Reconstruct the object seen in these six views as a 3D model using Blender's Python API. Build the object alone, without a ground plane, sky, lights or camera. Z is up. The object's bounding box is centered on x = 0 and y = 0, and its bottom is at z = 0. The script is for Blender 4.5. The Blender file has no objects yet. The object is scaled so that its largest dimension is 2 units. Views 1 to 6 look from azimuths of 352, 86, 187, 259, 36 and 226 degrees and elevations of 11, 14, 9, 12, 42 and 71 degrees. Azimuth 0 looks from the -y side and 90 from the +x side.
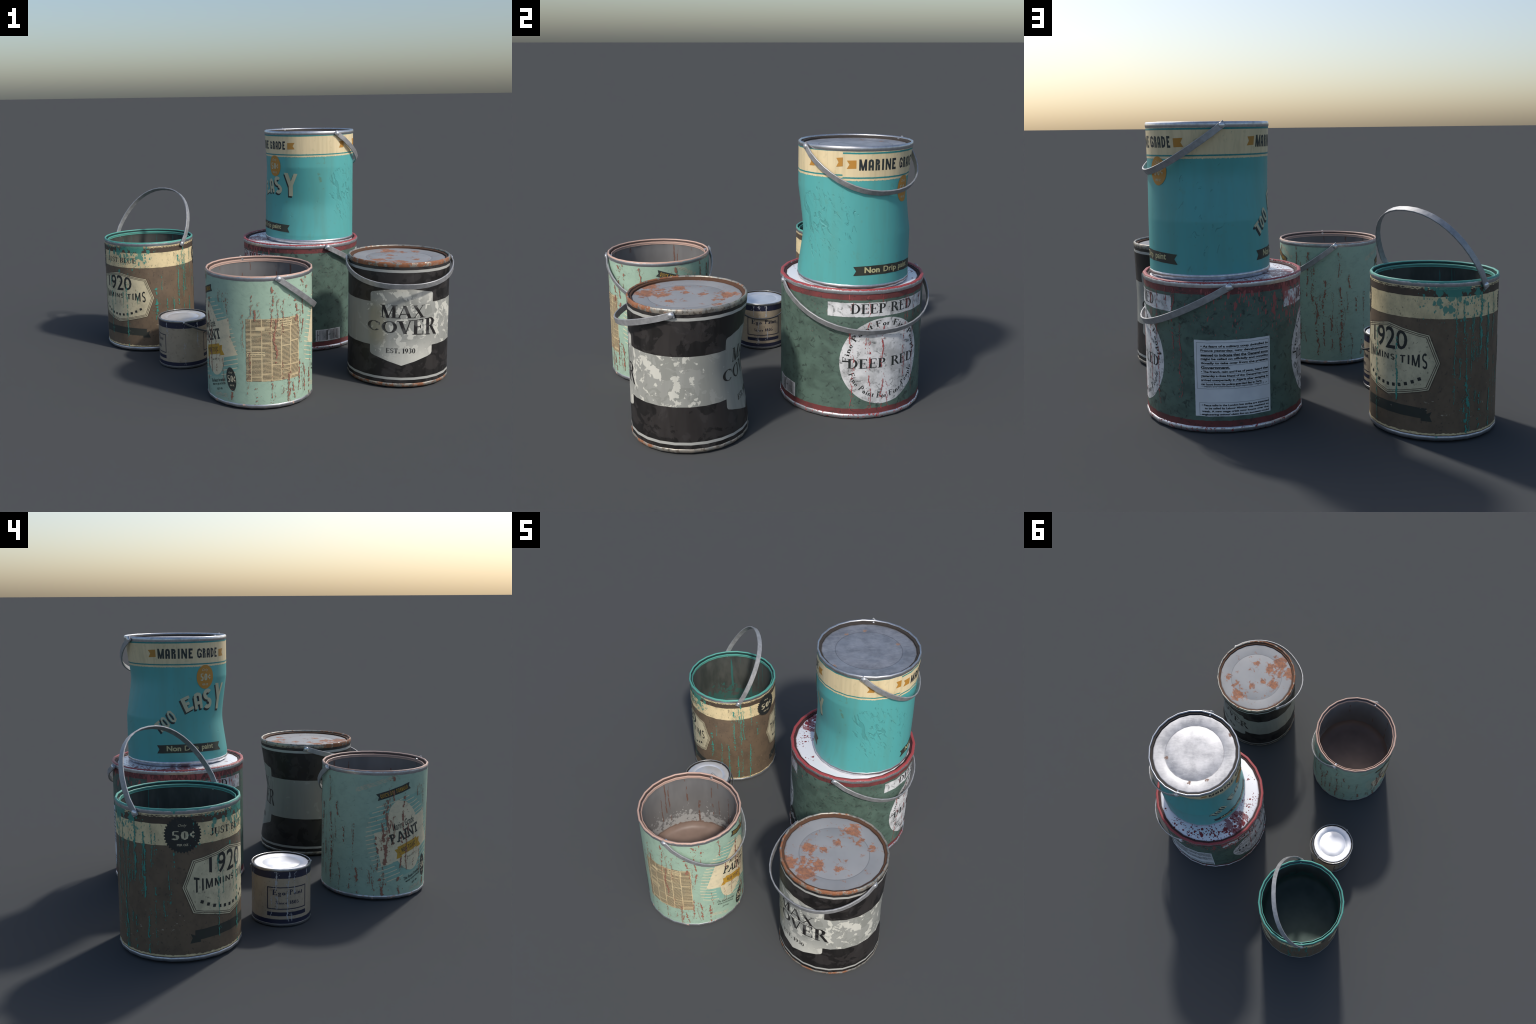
# Six old paint cans: five buckets with bail handles and one small tin.
import bpy, bmesh, math, random
from math import sin, cos, pi, radians, degrees, atan2, sqrt, exp
from mathutils import Vector, noise as mnoise

random.seed(7)
SEG = 24                      # every can is a 24-sided turned shape
STEP = 2 * pi / SEG

# ------------------------------------------------------------------ node helper
class Nodes:
    def __init__(s, tree):
        s.t = tree
    def new(s, kind, **kw):
        n = s.t.nodes.new(kind)
        for k, v in kw.items():
            setattr(n, k, v)
        return n
    def put(s, sock, v):
        if v is None:
            return
        if isinstance(v, bpy.types.NodeSocket):
            s.t.links.new(v, sock)
        elif isinstance(v, (tuple, list)) and len(v) == 3 and sock.type == 'RGBA':
            sock.default_value = (*v, 1)
        else:
            sock.default_value = v
    def m(s, op, a, b=None, c=None):
        n = s.new('ShaderNodeMath', operation=op)
        for i, v in enumerate((a, b, c)):
            s.put(n.inputs[i], v)
        return n.outputs[0]
    def mul(s, *a):
        r = a[0]
        for v in a[1:]:
            r = s.m('MULTIPLY', r, v)
        return r
    def mx(s, *a):
        r = a[0]
        for v in a[1:]:
            r = s.m('MAXIMUM', r, v)
        return r
    def add(s, a, b):
        return s.m('ADD', a, b)
    def sub(s, a, b):
        return s.m('SUBTRACT', a, b)
    def vm(s, op, a, b=None):
        n = s.new('ShaderNodeVectorMath', operation=op)
        s.put(n.inputs[0], a)
        s.put(n.inputs[1], b)
        return n.outputs['Value'] if op in ('DOT_PRODUCT', 'LENGTH', 'DISTANCE') else n.outputs[0]
    def scl(s, v, sx, sy=None, sz=None):
        return s.vm('MULTIPLY', v, (sx, sx if sy is None else sy, sx if sz is None else sz))
    def sep(s, v):
        n = s.new('ShaderNodeSeparateXYZ')
        s.put(n.inputs[0], v)
        return n.outputs
    def comb(s, x, y, z):
        n = s.new('ShaderNodeCombineXYZ')
        for i, v in enumerate((x, y, z)):
            s.put(n.inputs[i], v)
        return n.outputs[0]
    def noise(s, v, scale=1.0, detail=3.0, rough=.55, dist=0.0):
        n = s.new('ShaderNodeTexNoise')
        s.put(n.inputs['Vector'], v)
        n.inputs['Scale'].default_value = scale
        n.inputs['Detail'].default_value = detail
        n.inputs['Roughness'].default_value = rough
        n.inputs['Distortion'].default_value = dist
        return n.outputs[0]
    def vor(s, v, scale=1.0, feature='F1'):
        n = s.new('ShaderNodeTexVoronoi', feature=feature)
        s.put(n.inputs['Vector'], v)
        n.inputs['Scale'].default_value = scale
        return n.outputs['Distance'], n.outputs['Color']
    def rng(s, v, a, b, c=0.0, d=1.0):
        n = s.new('ShaderNodeMapRange', interpolation_type='SMOOTHSTEP')
        for i, x in enumerate((v, a, b, c, d)):
            s.put(n.inputs[i], x)
        return n.outputs[0]
    def mix(s, f, a, b):
        n = s.new('ShaderNodeMix', data_type='RGBA')
        s.put(n.inputs[0], f)
        s.put(n.inputs[6], a)
        s.put(n.inputs[7], b)
        return n.outputs[2]
    def mixf(s, f, a, b):
        n = s.new('ShaderNodeMix', data_type='FLOAT')
        s.put(n.inputs[0], f)
        s.put(n.inputs[2], a)
        s.put(n.inputs[3], b)
        return n.outputs[0]
    def obj(s):
        return s.new('ShaderNodeTexCoord').outputs['Object']
    # --- masks in the can's own frame
    def near(s, P, th, half):
        """1 at angle th round the can, falling to 0 at th +- half (degrees)"""
        v = s.vm('NORMALIZE', s.scl(P, 1, 1, 0))
        d = s.vm('DOT_PRODUCT', v, (cos(radians(th)), sin(radians(th)), 0))
        return s.rng(d, cos(radians(half)), 1.0)
    def blob(s, P, x, y, r):
        d = s.vm('DISTANCE', s.scl(P, 1, 1, 0), (x, y, 0))
        return s.rng(d, r, 0.0)
    def zband(s, z, a, b, soft=.01):
        return s.mul(s.rng(z, a - soft, a + soft), s.rng(z, b + soft, b - soft))
    def drips(s, P, rows, frag=.40, wob=.012):
        """vertical runs of paint: rows of (angle, z top, z bottom, half width)"""
        x, y, z = s.sep(P)
        rag = s.noise(s.scl(P, 110, 110, 50), 1, 3, .6)
        brk = s.rng(s.noise(s.scl(P, 34, 34, 13), 1, 3, .6), frag - .02, frag + .02)
        out = 0.0
        for i, (th, zt, zb, w) in enumerate(rows):
            a = radians(th)
            wn = s.noise(s.comb(i * 3.7, i * 1.3, s.m('MULTIPLY', z, 9.0)), 1, 3, .6)
            t = s.vm('DOT_PRODUCT', P, (-sin(a), cos(a), 0))
            f = s.vm('DOT_PRODUCT', P, (cos(a), sin(a), 0))
            d = s.m('ABSOLUTE', s.add(t, s.m('MULTIPLY', s.sub(wn, .5), wob * 2)))
            hw = s.mul(s.add(s.m('MULTIPLY', rag, 1.6), s.m('MULTIPLY', wn, .8)), w * .85)
            k = s.rng(s.sub(d, hw), .0011, -.0011)
            k = s.mul(k, s.zband(z, zb, zt, .006), s.m('GREATER_THAN', f, 0.0))
            out = k if i == 0 else s.mx(out, k)
        return s.mul(out, brk)
    def drops(s, P, dens, sx, sz, soft=.04, shift=0.0):
        """paint droplets whose size and number follow a density"""
        v = s.vm('ADD', s.scl(P, sx, sx, sz), (shift, shift * .7, shift * 1.3))
        d, c = s.vor(v)
        r = s.m('POWER', s.sep(c)[0], 2.2)
        lim = s.m('MULTIPLY', s.mul(r, dens), .62)
        return s.rng(s.sub(d, lim), soft, -soft)

GROUPS = {}
def overlay_group(name, build):
    """what sits over every surface of one can (drips, dirt): colour in, colour out"""
    g = bpy.data.node_groups.new(name, 'ShaderNodeTree')
    for nm, ty in (('Color', 'NodeSocketColor'), ('Rough', 'NodeSocketFloat'), ('Metal', 'NodeSocketFloat')):
        g.interface.new_socket(nm, in_out='INPUT', socket_type=ty)
        g.interface.new_socket(nm, in_out='OUTPUT', socket_type=ty)
    g.interface.new_socket('Height', in_out='OUTPUT', socket_type='NodeSocketFloat')
    n = Nodes(g)
    i = n.new('NodeGroupInput').outputs
    o = n.new('NodeGroupOutput').inputs
    res = build(n, n.obj(), i['Color'], i['Rough'], i['Metal'])
    for k, v in zip(('Color', 'Rough', 'Metal', 'Height'), res):
        n.put(o[k], v)
    GROUPS[name] = g
    return g

def material(name, color, rough=.5, metal=0.0, over=None, base=None, bump=0.0, grain=0.0):
    """Principled material; base(n, P, color) may vary the colour, over adds the can's dirt"""
    mt = bpy.data.materials.new(name)
    mt.use_nodes = True
    t = mt.node_tree
    t.nodes.clear()
    n = Nodes(t)
    out = n.new('ShaderNodeOutputMaterial')
    b = n.new('ShaderNodeBsdfPrincipled')
    t.links.new(b.outputs[0], out.inputs[0])
    P = n.obj()
    c, r, m, h = color, rough, metal, None
    if base:
        res = base(n, P, color)
        if isinstance(res, tuple) and len(res) == 3 and not isinstance(res[0], float):
            c, r, m = res
        else:
            c = res
    if grain:
        g = n.noise(n.scl(P, 60, 60, 40), 1, 4, .6)
        h = g
        c = n.mix(n.rng(g, .35, .7), c, n.mix(grain, c, (.02, .018, .015)))
    if over:
        q = n.new('ShaderNodeGroup')
        q.node_tree = over
        n.put(q.inputs['Color'], c)
        n.put(q.inputs['Rough'], r)
        n.put(q.inputs['Metal'], m)
        c, r, m = q.outputs['Color'], q.outputs['Rough'], q.outputs['Metal']
        h = q.outputs['Height']
    n.put(b.inputs['Base Color'], c)
    n.put(b.inputs['Roughness'], r)
    n.put(b.inputs['Metallic'], m)
    if bump and h is not None:
        bn = n.new('ShaderNodeBump')
        bn.inputs['Strength'].default_value = bump
        bn.inputs['Distance'].default_value = .004
        n.put(bn.inputs['Height'], h)
        t.links.new(bn.outputs[0], b.inputs['Normal'])
    return mt

# ------------------------------------------------------------------ can frame
class Can:
    """one can: its place, its turned surface with dents, and ways to hang parts on it"""
    def __init__(s, label, x, y, z, R, phase, zlo, zhi, dents=()):
        s.R, s.phase, s.zlo, s.zhi, s.dents = R, radians(phase), zlo, zhi, dents
        s.root = bpy.data.objects.new('paint_can', None)
        s.root.empty_display_size = .1
        s.root.location = (x, y, z)
        s.root['label'] = label
        s.root['category'] = 'paint can'
        bpy.context.collection.objects.link(s.root)
        s.sub = 4 if dents else 1
        s.rows = 40 if dents else 1
    def dent(s, th, z):
        d = 0.0
        for t0, wid, depth, z0, zdn, zup in s.dents:
            u = (z - z0) / (zup - z0) if z > z0 else (z0 - z) / (z0 - zdn)
            g = max(0.0, (1.0149 - sqrt(u * u + .03)) / (1.0149 - .1732))
            a = (degrees(th) - t0 + 180) % 360 - 180
            d += depth * g * exp(-.5 * (a / wid) ** 2)
        return d
    def facet(s, th):
        a = (th - s.phase) % STEP - STEP / 2
        return cos(STEP / 2) / cos(a)
    def point(s, th, z, off=0.0):
        r = (s.R - s.dent(th, z)) * s.facet(th) + off
        return Vector((r * cos(th), r * sin(th), z))
    def normal(s, th, z):
        def q(a, b):
            r = s.R - s.dent(a, b)
            return Vector((r * cos(a), r * sin(a), b))
        e = 1e-3
        return (q(th + e, z) - q(th - e, z)).cross(q(th, z + e) - q(th, z - e)).normalized()
    def add(s, name, mesh, mat, parent=None):
        o = bpy.data.objects.new(name, mesh)
        bpy.context.collection.objects.link(o)
        o.parent = parent or s.root
        mesh.materials.append(mat)
        return o
    def turn(s, name, prof, mat, parent=None, sharp=50, close=False):
        """lathe a profile of (radius, z)"""
        vs, fs = [], []
        ring = []
        for r, z in prof:
            if r < 1e-6:
                ring.append([len(vs)])
                vs.append((0, 0, z))
            else:
                ring.append(list(range(len(vs), len(vs) + SEG)))
                for k in range(SEG):
                    a = s.phase + k * STEP
                    vs.append((r * cos(a), r * sin(a), z))
        for a, b in zip(ring, ring[1:]):
            for k in range(SEG):
                k2 = (k + 1) % SEG
                if len(a) == 1:
                    fs.append((a[0], b[k2], b[k]))
                elif len(b) == 1:
                    fs.append((a[k], a[k2], b[0]))
                else:
                    fs.append((a[k], a[k2], b[k2], b[k]))
        me = bpy.data.meshes.new(name)
        me.from_pydata(vs, [], fs)
        me.polygons.foreach_set('use_smooth', [True] * len(fs))
        me.set_sharp_from_angle(angle=radians(sharp))
        return s.add(name, me, mat, parent)
    def wall(s, name, mat):
        """the outer wall as a fine grid that carries the dents"""
        nc, nr = SEG * s.sub, max(1, s.rows)
        vs, ns, fs = [], [], []
        for j in range(nr + 1):
            z = s.zlo + (s.zhi - s.zlo) * j / nr
            for i in range(nc):
                a = s.phase + 2 * pi * i / nc
                vs.append(s.point(a, z))
                ns.append(s.normal(a, z))
        for j in range(nr):
            for i in range(nc):
                i2 = (i + 1) % nc
                fs.append((j * nc + i, j * nc + i2, (j + 1) * nc + i2, (j + 1) * nc + i))
        me = bpy.data.meshes.new(name)
        me.from_pydata(vs, [], fs)
        me.polygons.foreach_set('use_smooth', [True] * len(fs))
        me.normals_split_custom_set_from_vertices(ns)
        return s.add(name, me, mat)
    def decal(s, name, bm, th0, mat, layer=1, parent=None):
        """wrap flat work (x along the wall, y = height) round the wall at angle th0"""
        t0 = radians(th0)
        xs = [v.co.x for v in bm.verts]
        x0, x1 = min(xs), max(xs)
        st = STEP / s.sub
        k = math.ceil((t0 + x0 / s.R - s.phase) / st)
        while True:
            x = (s.phase + k * st - t0) * s.R
            if x >= x1:
                break
            if x > x0 + 1e-6:
                bmesh.ops.bisect_plane(bm, geom=bm.verts[:] + bm.edges[:] + bm.faces[:], plane_co=(x, 0, 0), plane_no=(1, 0, 0), dist=1e-7)
            k += 1
        if s.dents:
            ys = [v.co.y for v in bm.verts]
            for j in range(1, s.rows):
                y = s.zlo + (s.zhi - s.zlo) * j / s.rows
                if min(ys) < y < max(ys):
                    bmesh.ops.bisect_plane(bm, geom=bm.verts[:] + bm.edges[:] + bm.faces[:], plane_co=(0, y, 0), plane_no=(0, 1, 0), dist=1e-7)
        bmesh.ops.triangulate(bm, faces=bm.faces[:])
        ns = []
        for v in bm.verts:
            th, z = t0 + v.co.x / s.R, v.co.y
            ns.append(s.normal(th, z))
            v.co = s.point(th, z, layer * (.0005 if s.dents else .0003) + v.co.z)
        me = bpy.data.meshes.new(name)
        bm.to_mesh(me)
        bm.free()
        me.polygons.foreach_set('use_smooth', [True] * len(me.polygons))
        me.normals_split_custom_set_from_vertices(ns)
        return s.add(name, me, mat, parent)
    def handle(s, axis, zr, lean, fall, a, b, mat, rivet_mat, width=.030, thick=.0075, square=.9, n=22, rivet=.0145, hug=.007):
        """flat strap bail: pinned at both ends of the axis, swung to angle fall, with a rivet at each end"""
        A = Vector((cos(radians(axis)), sin(radians(axis)), 0))
        N = Vector((cos(radians(lean)), sin(radians(lean)), 0))
        D = N * cos(radians(fall)) + Vector((0, 0, sin(radians(fall))))
        Q = A.cross(D).normalized()
        C = Vector((0, 0, zr))
        pts = [C + A * (a - hug) - D * width * .55]
        for i in range(n + 1):
            t = pi * i / n
            c, w = cos(t), sin(t)
            pts.append(C + A * (a * math.copysign(abs(c) ** square, c)) + D * (b * abs(w) ** square))
        pts.append(C - A * (a - hug) - D * width * .55)
        pts[1] -= A * hug
        pts[-2] += A * hug
        bm = bmesh.new()
        prev = None
        for i, p in enumerate(pts):
            t = (pts[min(i + 1, len(pts) - 1)] - pts[max(i - 1, 0)]).normalized()
            o = t.cross(Q).normalized()
            ring = [bm.verts.new(p + Q * (width / 2 * sx) + o * (thick / 2 * sy)) for sx, sy in ((-1, -1), (1, -1), (1, 1), (-1, 1))]
            if prev:
                for k in range(4):
                    bm.faces.new((prev[k], prev[(k + 1) % 4], ring[(k + 1) % 4], ring[k]))
            else:
                bm.faces.new(ring)
            prev = ring
        bm.faces.new(prev)
        bmesh.ops.recalc_face_normals(bm, faces=bm.faces[:])
        es = [e for e in bm.edges if len(e.link_faces) == 2 and e.calc_face_angle(0) > 1.0]
        bmesh.ops.bevel(bm, geom=es, offset=thick * .18, segments=1, affect='EDGES')
        me = bpy.data.meshes.new('handle')
        bm.to_mesh(me)
        bm.free()
        me.polygons.foreach_set('use_smooth', [True] * len(me.polygons))
        me.set_sharp_from_angle(angle=radians(38))
        h = s.add('handle', me, mat)
        bm = bmesh.new()
        bmesh.ops.create_uvsphere(bm, u_segments=16, v_segments=10, radius=rivet)
        for v in bm.verts:
            v.co.z *= .5
        rm = bpy.data.meshes.new('rivet')
        bm.to_mesh(rm)
        bm.free()
        rm.polygons.foreach_set('use_smooth', [True] * len(rm.polygons))
        rm.materials.append(rivet_mat)
        for sg in (1, -1):
            o = bpy.data.objects.new('rivet', rm)
            o.rotation_mode = 'QUATERNION'
            o.rotation_quaternion = Vector((0, 0, 1)).rotation_difference(A * sg)
            o.location = C + A * (sg * (a - hug + thick * .45))
            bpy.context.collection.objects.link(o)
            o.parent = h
        # pin that ties the strap to the wall
        pm = bpy.data.meshes.new('pin')
        bm = bmesh.new()
        bmesh.ops.create_cone(bm, segments=12, radius1=rivet * .55, radius2=rivet * .55, depth=.03, cap_ends=True)
        bm.to_mesh(pm)
        bm.free()
        pm.materials.append(rivet_mat)
        for sg in (1, -1):
            o = bpy.data.objects.new('pin', pm)
            o.rotation_mode = 'QUATERNION'
            o.rotation_quaternion = Vector((0, 0, 1)).rotation_difference(A * sg)
            o.location = C + A * (sg * (a - hug - .014))
            bpy.context.collection.objects.link(o)
            o.parent = h
        return h

# ------------------------------------------------------------------ flat artwork
def flat(polys):
    """flat work from outlines; each outline sits a hair above the last so none are coplanar"""
    bm = bmesh.new()
    for i, p in enumerate(polys):
        vs = [bm.verts.new((x, y, (i % 12) * .000012)) for x, y in p]
        f = bm.faces.new(vs)
        f.normal_update()
        if f.normal.z < 0:
            f.normal_flip()
    bmesh.ops.triangulate(bm, faces=bm.faces[:])
    return bm

def rect(x0, x1, y0, y1):
    return [(x0, y0), (x1, y0), (x1, y1), (x0, y1)]

def ring_outline(outer, inner):
    """a closed band between two outlines of equal length, as quads"""
    n = len(outer)
    return [[outer[i], outer[(i + 1) % n], inner[(i + 1) % n], inner[i]] for i in range(n)]

def oval(cx, cy, rx, ry, n=56, teeth=0, depth=0.0):
    if teeth:
        p = []
        for i in range(teeth):
            for da, k in ((0, 1 - depth), (.18, 1), (.5, 1), (.68, 1 - depth)):
                a = 2 * pi * (i + da) / teeth
                p.append((cx + rx * k * cos(a), cy + ry * k * sin(a)))
        return p
    return [(cx + rx * cos(2 * pi * i / n), cy + ry * sin(2 * pi * i / n)) for i in range(n)]

def ragged(x0, x1, y0, y1, top=0.0, bot=0.0, side=0.0, step=.004, seed=0.0):
    """a rectangle whose edges are worn"""
    n = max(2, int((x1 - x0) / step))
    m = max(2, int((y1 - y0) / step))
    def w(i, k, amp):
        return amp * mnoise.noise(Vector((i * .55 + seed, k * 9.1, seed))) if amp else 0.0
    p = [(x0 + (x1 - x0) * i / n, y0 + w(i, 1, bot)) for i in range(n)]
    p += [(x1 + w(i, 2, side), y0 + (y1 - y0) * i / m) for i in range(m)]
    p += [(x1 - (x1 - x0) * i / n, y1 + w(i, 3, top)) for i in range(n)]
    p += [(x0 + w(i, 4, side), y1 - (y1 - y0) * i / m) for i in range(m)]
    return p

def fit(polys, x0, x1, y0=None, y1=None):
    xs = [p[0] for q in polys for p in q]
    ys = [p[1] for q in polys for p in q]
    ax, bx, ay, by = min(xs), max(xs), min(ys), max(ys)
    k = (x1 - x0) / (bx - ax)
    ky = k if y1 is None else (y1 - y0) / (by - ay)
    return [[(x0 + (x - ax) * k, y0 + (y - ay) * ky) for x, y in q] for q in polys]

def move(polys, th, dx, dy):
    c, s = cos(radians(th)), sin(radians(th))
    return [[(x * c - y * s + dx, x * s + y * c + dy) for x, y in q] for q in polys]

def warp(polys, fn, cuts=1):
    out = []
    for q in polys:
        r = []
        for i, a in enumerate(q):
            b = q[(i + 1) % len(q)]
            for k in range(cuts):
                r.append(fn(a[0] + (b[0] - a[0]) * k / cuts, a[1] + (b[1] - a[1]) * k / cuts))
        out.append(r)
    return out

def runs(rows, R, th0, frag=.42, wob=.012, step=.0022, seed=0.0):
    """runs of paint or rust down a wall as ragged outlines; rows of (angle, z top, z bottom, half width)"""
    out = []
    for i, (th, zt, zb, w) in enumerate(rows):
        xc = radians((th - th0 + 180) % 360 - 180) * R
        n = max(3, int((zt - zb) / step))
        cur = []
        for k in range(n + 1):
            z = zt - (zt - zb) * k / n
            q = Vector((i * 3.71 + seed, z * 11, 1.7))
            x = xc + wob * 1.6 * mnoise.noise(q) + .003 * mnoise.noise(q * 6)
            brk = mnoise.noise(Vector((i * 5.3 + seed, z * 17, 6.1))) * .42 + mnoise.noise(Vector((i * 3.3 + seed, z * 70, 2.1))) * .38 + .5
            taper = min(1.0, (k + 1) / 3, (n - k + 1) / 4)
            w2 = w * (.75 + .5 * mnoise.noise(Vector((i * 7.7, z * 22, 9.3))))
            l = w2 * taper * max(.08, .62 + 1.1 * mnoise.noise(Vector((i * 2.9 + seed, z * 60, 0))) + .8 * mnoise.noise(Vector((i * 1.9 + seed, z * 210, 3))))
            r = w2 * taper * max(.08, .62 + 1.1 * mnoise.noise(Vector((i * 2.9 + seed, z * 60, 4.4))) + .8 * mnoise.noise(Vector((i * 1.9 + seed, z * 210, 8))))
            if brk > frag - .06:
                cur.append((x - l, x + r, z))
            if (brk <= frag - .06 or k == n) and cur:
                if len(cur) > 1:
                    out.append([(a, c) for a, b, c in cur] + [(b, c) for a, b, c in reversed(cur)])
                cur = []
        rnd = random.Random(i + int(seed * 10))
        for k in range(int((zt - zb) * 110)):        # loose flecks beside the run
            z, x = rnd.uniform(zb, zt), xc + rnd.gauss(0, w * 1.7)
            a, b = rnd.uniform(.0008, .0022), rnd.uniform(.0012, .0050)
            out.append([(x + a * cos(t) * rnd.uniform(.6, 1.2), z + b * sin(t) * rnd.uniform(.6, 1.2)) for t in (0, 1.05, 2.1, 3.14, 4.2, 5.2)])
    return out

# stroke lettering: thick and thin strokes, optional serifs, round or boxy bowls
def letters(txt, T=.17, t=.055, serif=.09, box=False, gap=.10, sh=.05, slant=0.0):
    def L(x0, y0, x1, y1, w):
        return [(x0 - w / 2, y0), (x0 + w / 2, y0), (x1 + w / 2, y1), (x1 - w / 2, y1)]
    def stem(x, y0=0, y1=1, w=T):
        return L(x, y0, x, y1, w)
    def bar(x0, x1, y, h=None):
        h = t if h is None else h
        return rect(x0, x1, y - h / 2, y + h / 2)
    def arc(cx, cy, rx, ry, a0, a1, ws=T, wt=t):
        if box:
            n = max(2, round(abs(a1 - a0) / 45))
        else:
            n = max(6, round(abs(a1 - a0) / 10))
        def e(a, rx, ry):
            c, s = cos(radians(a)), sin(radians(a))
            if box:
                k = 1 / max(abs(c), abs(s), (abs(c) + abs(s)) / 1.5)
                c, s = c * k, s * k
            return (cx + rx * c, cy + ry * s)
        A = [a0 + (a1 - a0) * i / n for i in range(n + 1)]
        o = [e(a, rx, ry) for a in A]
        i = [e(a, rx - ws, ry - wt) for a in A]
        return [[o[k], o[k + 1], i[k + 1], i[k]] for k in range(n)]
    def sf(x, y, w=None):
        if not serif:
            return []
        w = (T if w is None else w) / 2 + serif
        return [rect(x - w, x + w, 0, sh) if y == 0 else rect(x - w, x + w, y - sh, y)]
    h2, x1 = T / 2, .46
    G = {}
    def glyph(c):
        if c == 'M':
            return 1.0, [stem(.14, 0, 1, t + .01), L(.5, 0, .17, 1, T), L(.5, 0, .83, 1, t), stem(.86)] + sf(.14, 0, t) + sf(.86, 0) + sf(.12, 1, t) + sf(.88, 1)
        if c == 'N':
            return .82, [stem(.13, 0, 1, t + .02), L(.7, 0, .13, 1, T), stem(.7, 0, 1, t + .02)] + sf(.13, 0, t) + sf(.7, 1, t) + sf(.1, 1, t)
        if c == 'A':
            if box:
                return .66, [stem(h2, 0, .8), stem(.66 - h2, 0, .8), bar(.1, .56, .36, t)] + arc(.33, .72, .33, .28, 0, 180)
            return .86, [L(.08, 0, .42, 1, t + .01), L(.78, 0, .43, 1, T), bar(.2, .66, .33)] + sf(.08, 0, t) + sf(.78, 0)
        if c == 'X':
            return .82, [L(.68, 0, .13, 1, T), L(.1, 0, .7, 1, t)] + sf(.1, 0, t) + sf(.68, 0) + sf(.13, 1) + sf(.7, 1, t)
        if c in 'CG':
            a = [] + arc(.44, .5, .42, .52, 40, 320)
            a.append(rect(.74, .74 + t, .62, .86))
            if c == 'G':
                a += [stem(.78, .05, .42)] + ([bar(.6, .92, .44, sh)] if serif else [bar(.5, .8, .44, t)])
                return .92, a
            return .86, a
        if c == 'O':
            return .92, arc(.46, .5, .44, .52, 0, 360)
        if c == 'Q':
            return .92, arc(.46, .5, .44, .52, 0, 360) + [L(.8, -.1, .5, .3, T)]
        if c == '0':
            return .64, arc(.32, .5, .3, .52, 0, 360)
        if c == 'V':
            return .8, [L(.42, 0, .13, 1, T), L(.43, 0, .7, 1, t)] + sf(.13, 1) + sf(.7, 1, t)
        if c == 'Y':
            return .8, [L(.4, .42, .13, 1, T), L(.4, .42, .68, 1, t), stem(.4, 0, .46)] + sf(.13, 1) + sf(.68, 1, t) + sf(.4, 0)
        if c in 'EF':
            q = [stem(.17), bar(.17, .64, 1 - t / 2), bar(.17, .5, .52)] + sf(.17, 0) + sf(.17, 1)
            if serif:
                q += [rect(.64 - t, .64, .78, 1), rect(.5 - t, .5, .4, .64)]
            if c == 'E':
                q += [bar(.17, .66, t / 2)] + ([rect(.66 - t, .66, 0, .24)] if serif else [])
            return (.72 if serif else .66), q
        if c in 'RPB':
            q = [stem(.17)] + sf(.17, 0) + sf(.17, 1) + arc(.3, .74, .34, .26, -90, 90) + [bar(.17, .31, 1 - t / 2), bar(.17, .31, .48 + t / 2)]
            if c == 'R':
                q += [L(.74, 0, .4, .5, T)] if not box else [stem(.64 - h2, 0, .5)]
            if c == 'B':
                q += arc(.32, .26, .38, .26, -90, 90) + [bar(.17, .33, t / 2)]
            return (.8 if c == 'R' and not box else .72), q
        if c == 'D':
            return .84, [stem(.17), bar(.17, .32, 1 - t / 2), bar(.17, .32, t / 2)] + sf(.17, 0) + sf(.17, 1) + arc(.3, .5, .5, .5, -90, 90)
        if c == 'S':
            u = arc(.33, .73, .28, .28, 35, 270, T * .8) + arc(.33, .27, .29, .28, -145, 90, T * .8)
            return .66, u + ([rect(.55, .55 + t, .7, .92), rect(.05, .05 + t, .08, .3)] if serif else [])
        if c == 'T':
            return .76, [stem(.38), bar(.06, .7, 1 - t / 2)] + sf(.38, 0) + ([rect(.06, .06 + t, .74, 1), rect(.7 - t, .7, .74, 1)] if serif else [])
        if c == 'I':
            return .34, [stem(.17)] + sf(.17, 0) + sf(.17, 1)
        if c == 'J':
            return .5, [stem(.32, .14, 1)] + sf(.32, 1) + arc(.2, .16, .2, .2, 180, 360, T * .8)
        if c == 'U':
            return .84, [stem(.17, .3, 1), stem(.68, .3, 1, t + .02)] + arc(.42, .32, .335, .34, 180, 360, T * .7) + sf(.17, 1) + sf(.68, 1, t)
        if c == 'L':
            return .68, [stem(.17), bar(.17, .62, t / 2)] + sf(.17, 0) + sf(.17, 1) + ([rect(.62 - t, .62, 0, .26)] if serif else [])
        if c == '1':
            return .46, [stem(.26), L(.08, .82, .22, .98, t)] + sf(.26, 0)
        if c == '9':
            return .62, arc(.3, .68, .28, .33, 0, 360) + arc(.06, .62, .53, .66, -75, 5, T, t)
        if c == '3':
            return .6, arc(.27, .76, .27, .26, -90, 145) + arc(.27, .26, .3, .28, -150, 90)
        if c == '8':
            return .62, arc(.3, .75, .25, .26, 0, 360) + arc(.3, .26, .29, .28, 0, 360)
        if c == '5':
            return .62, [bar(.12, .54, .97, .1), stem(.13, .52, .95, t)] + arc(.27, .3, .31, .32, -150, 120)
        if c == '\u00a2':
            n = 10
            A = [radians(50 + 260 * i / n) for i in range(n + 1)]
            o = [(.26 + .25 * cos(a), .45 + .32 * sin(a)) for a in A]
            q = [(.26 + .10 * cos(a), .45 + .17 * sin(a)) for a in A]
            return .52, [[o[k], o[k + 1], q[k + 1], q[k]] for k in range(n)] + [rect(.22, .32, .73, .95), rect(.22, .32, -.04, .16)]
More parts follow.
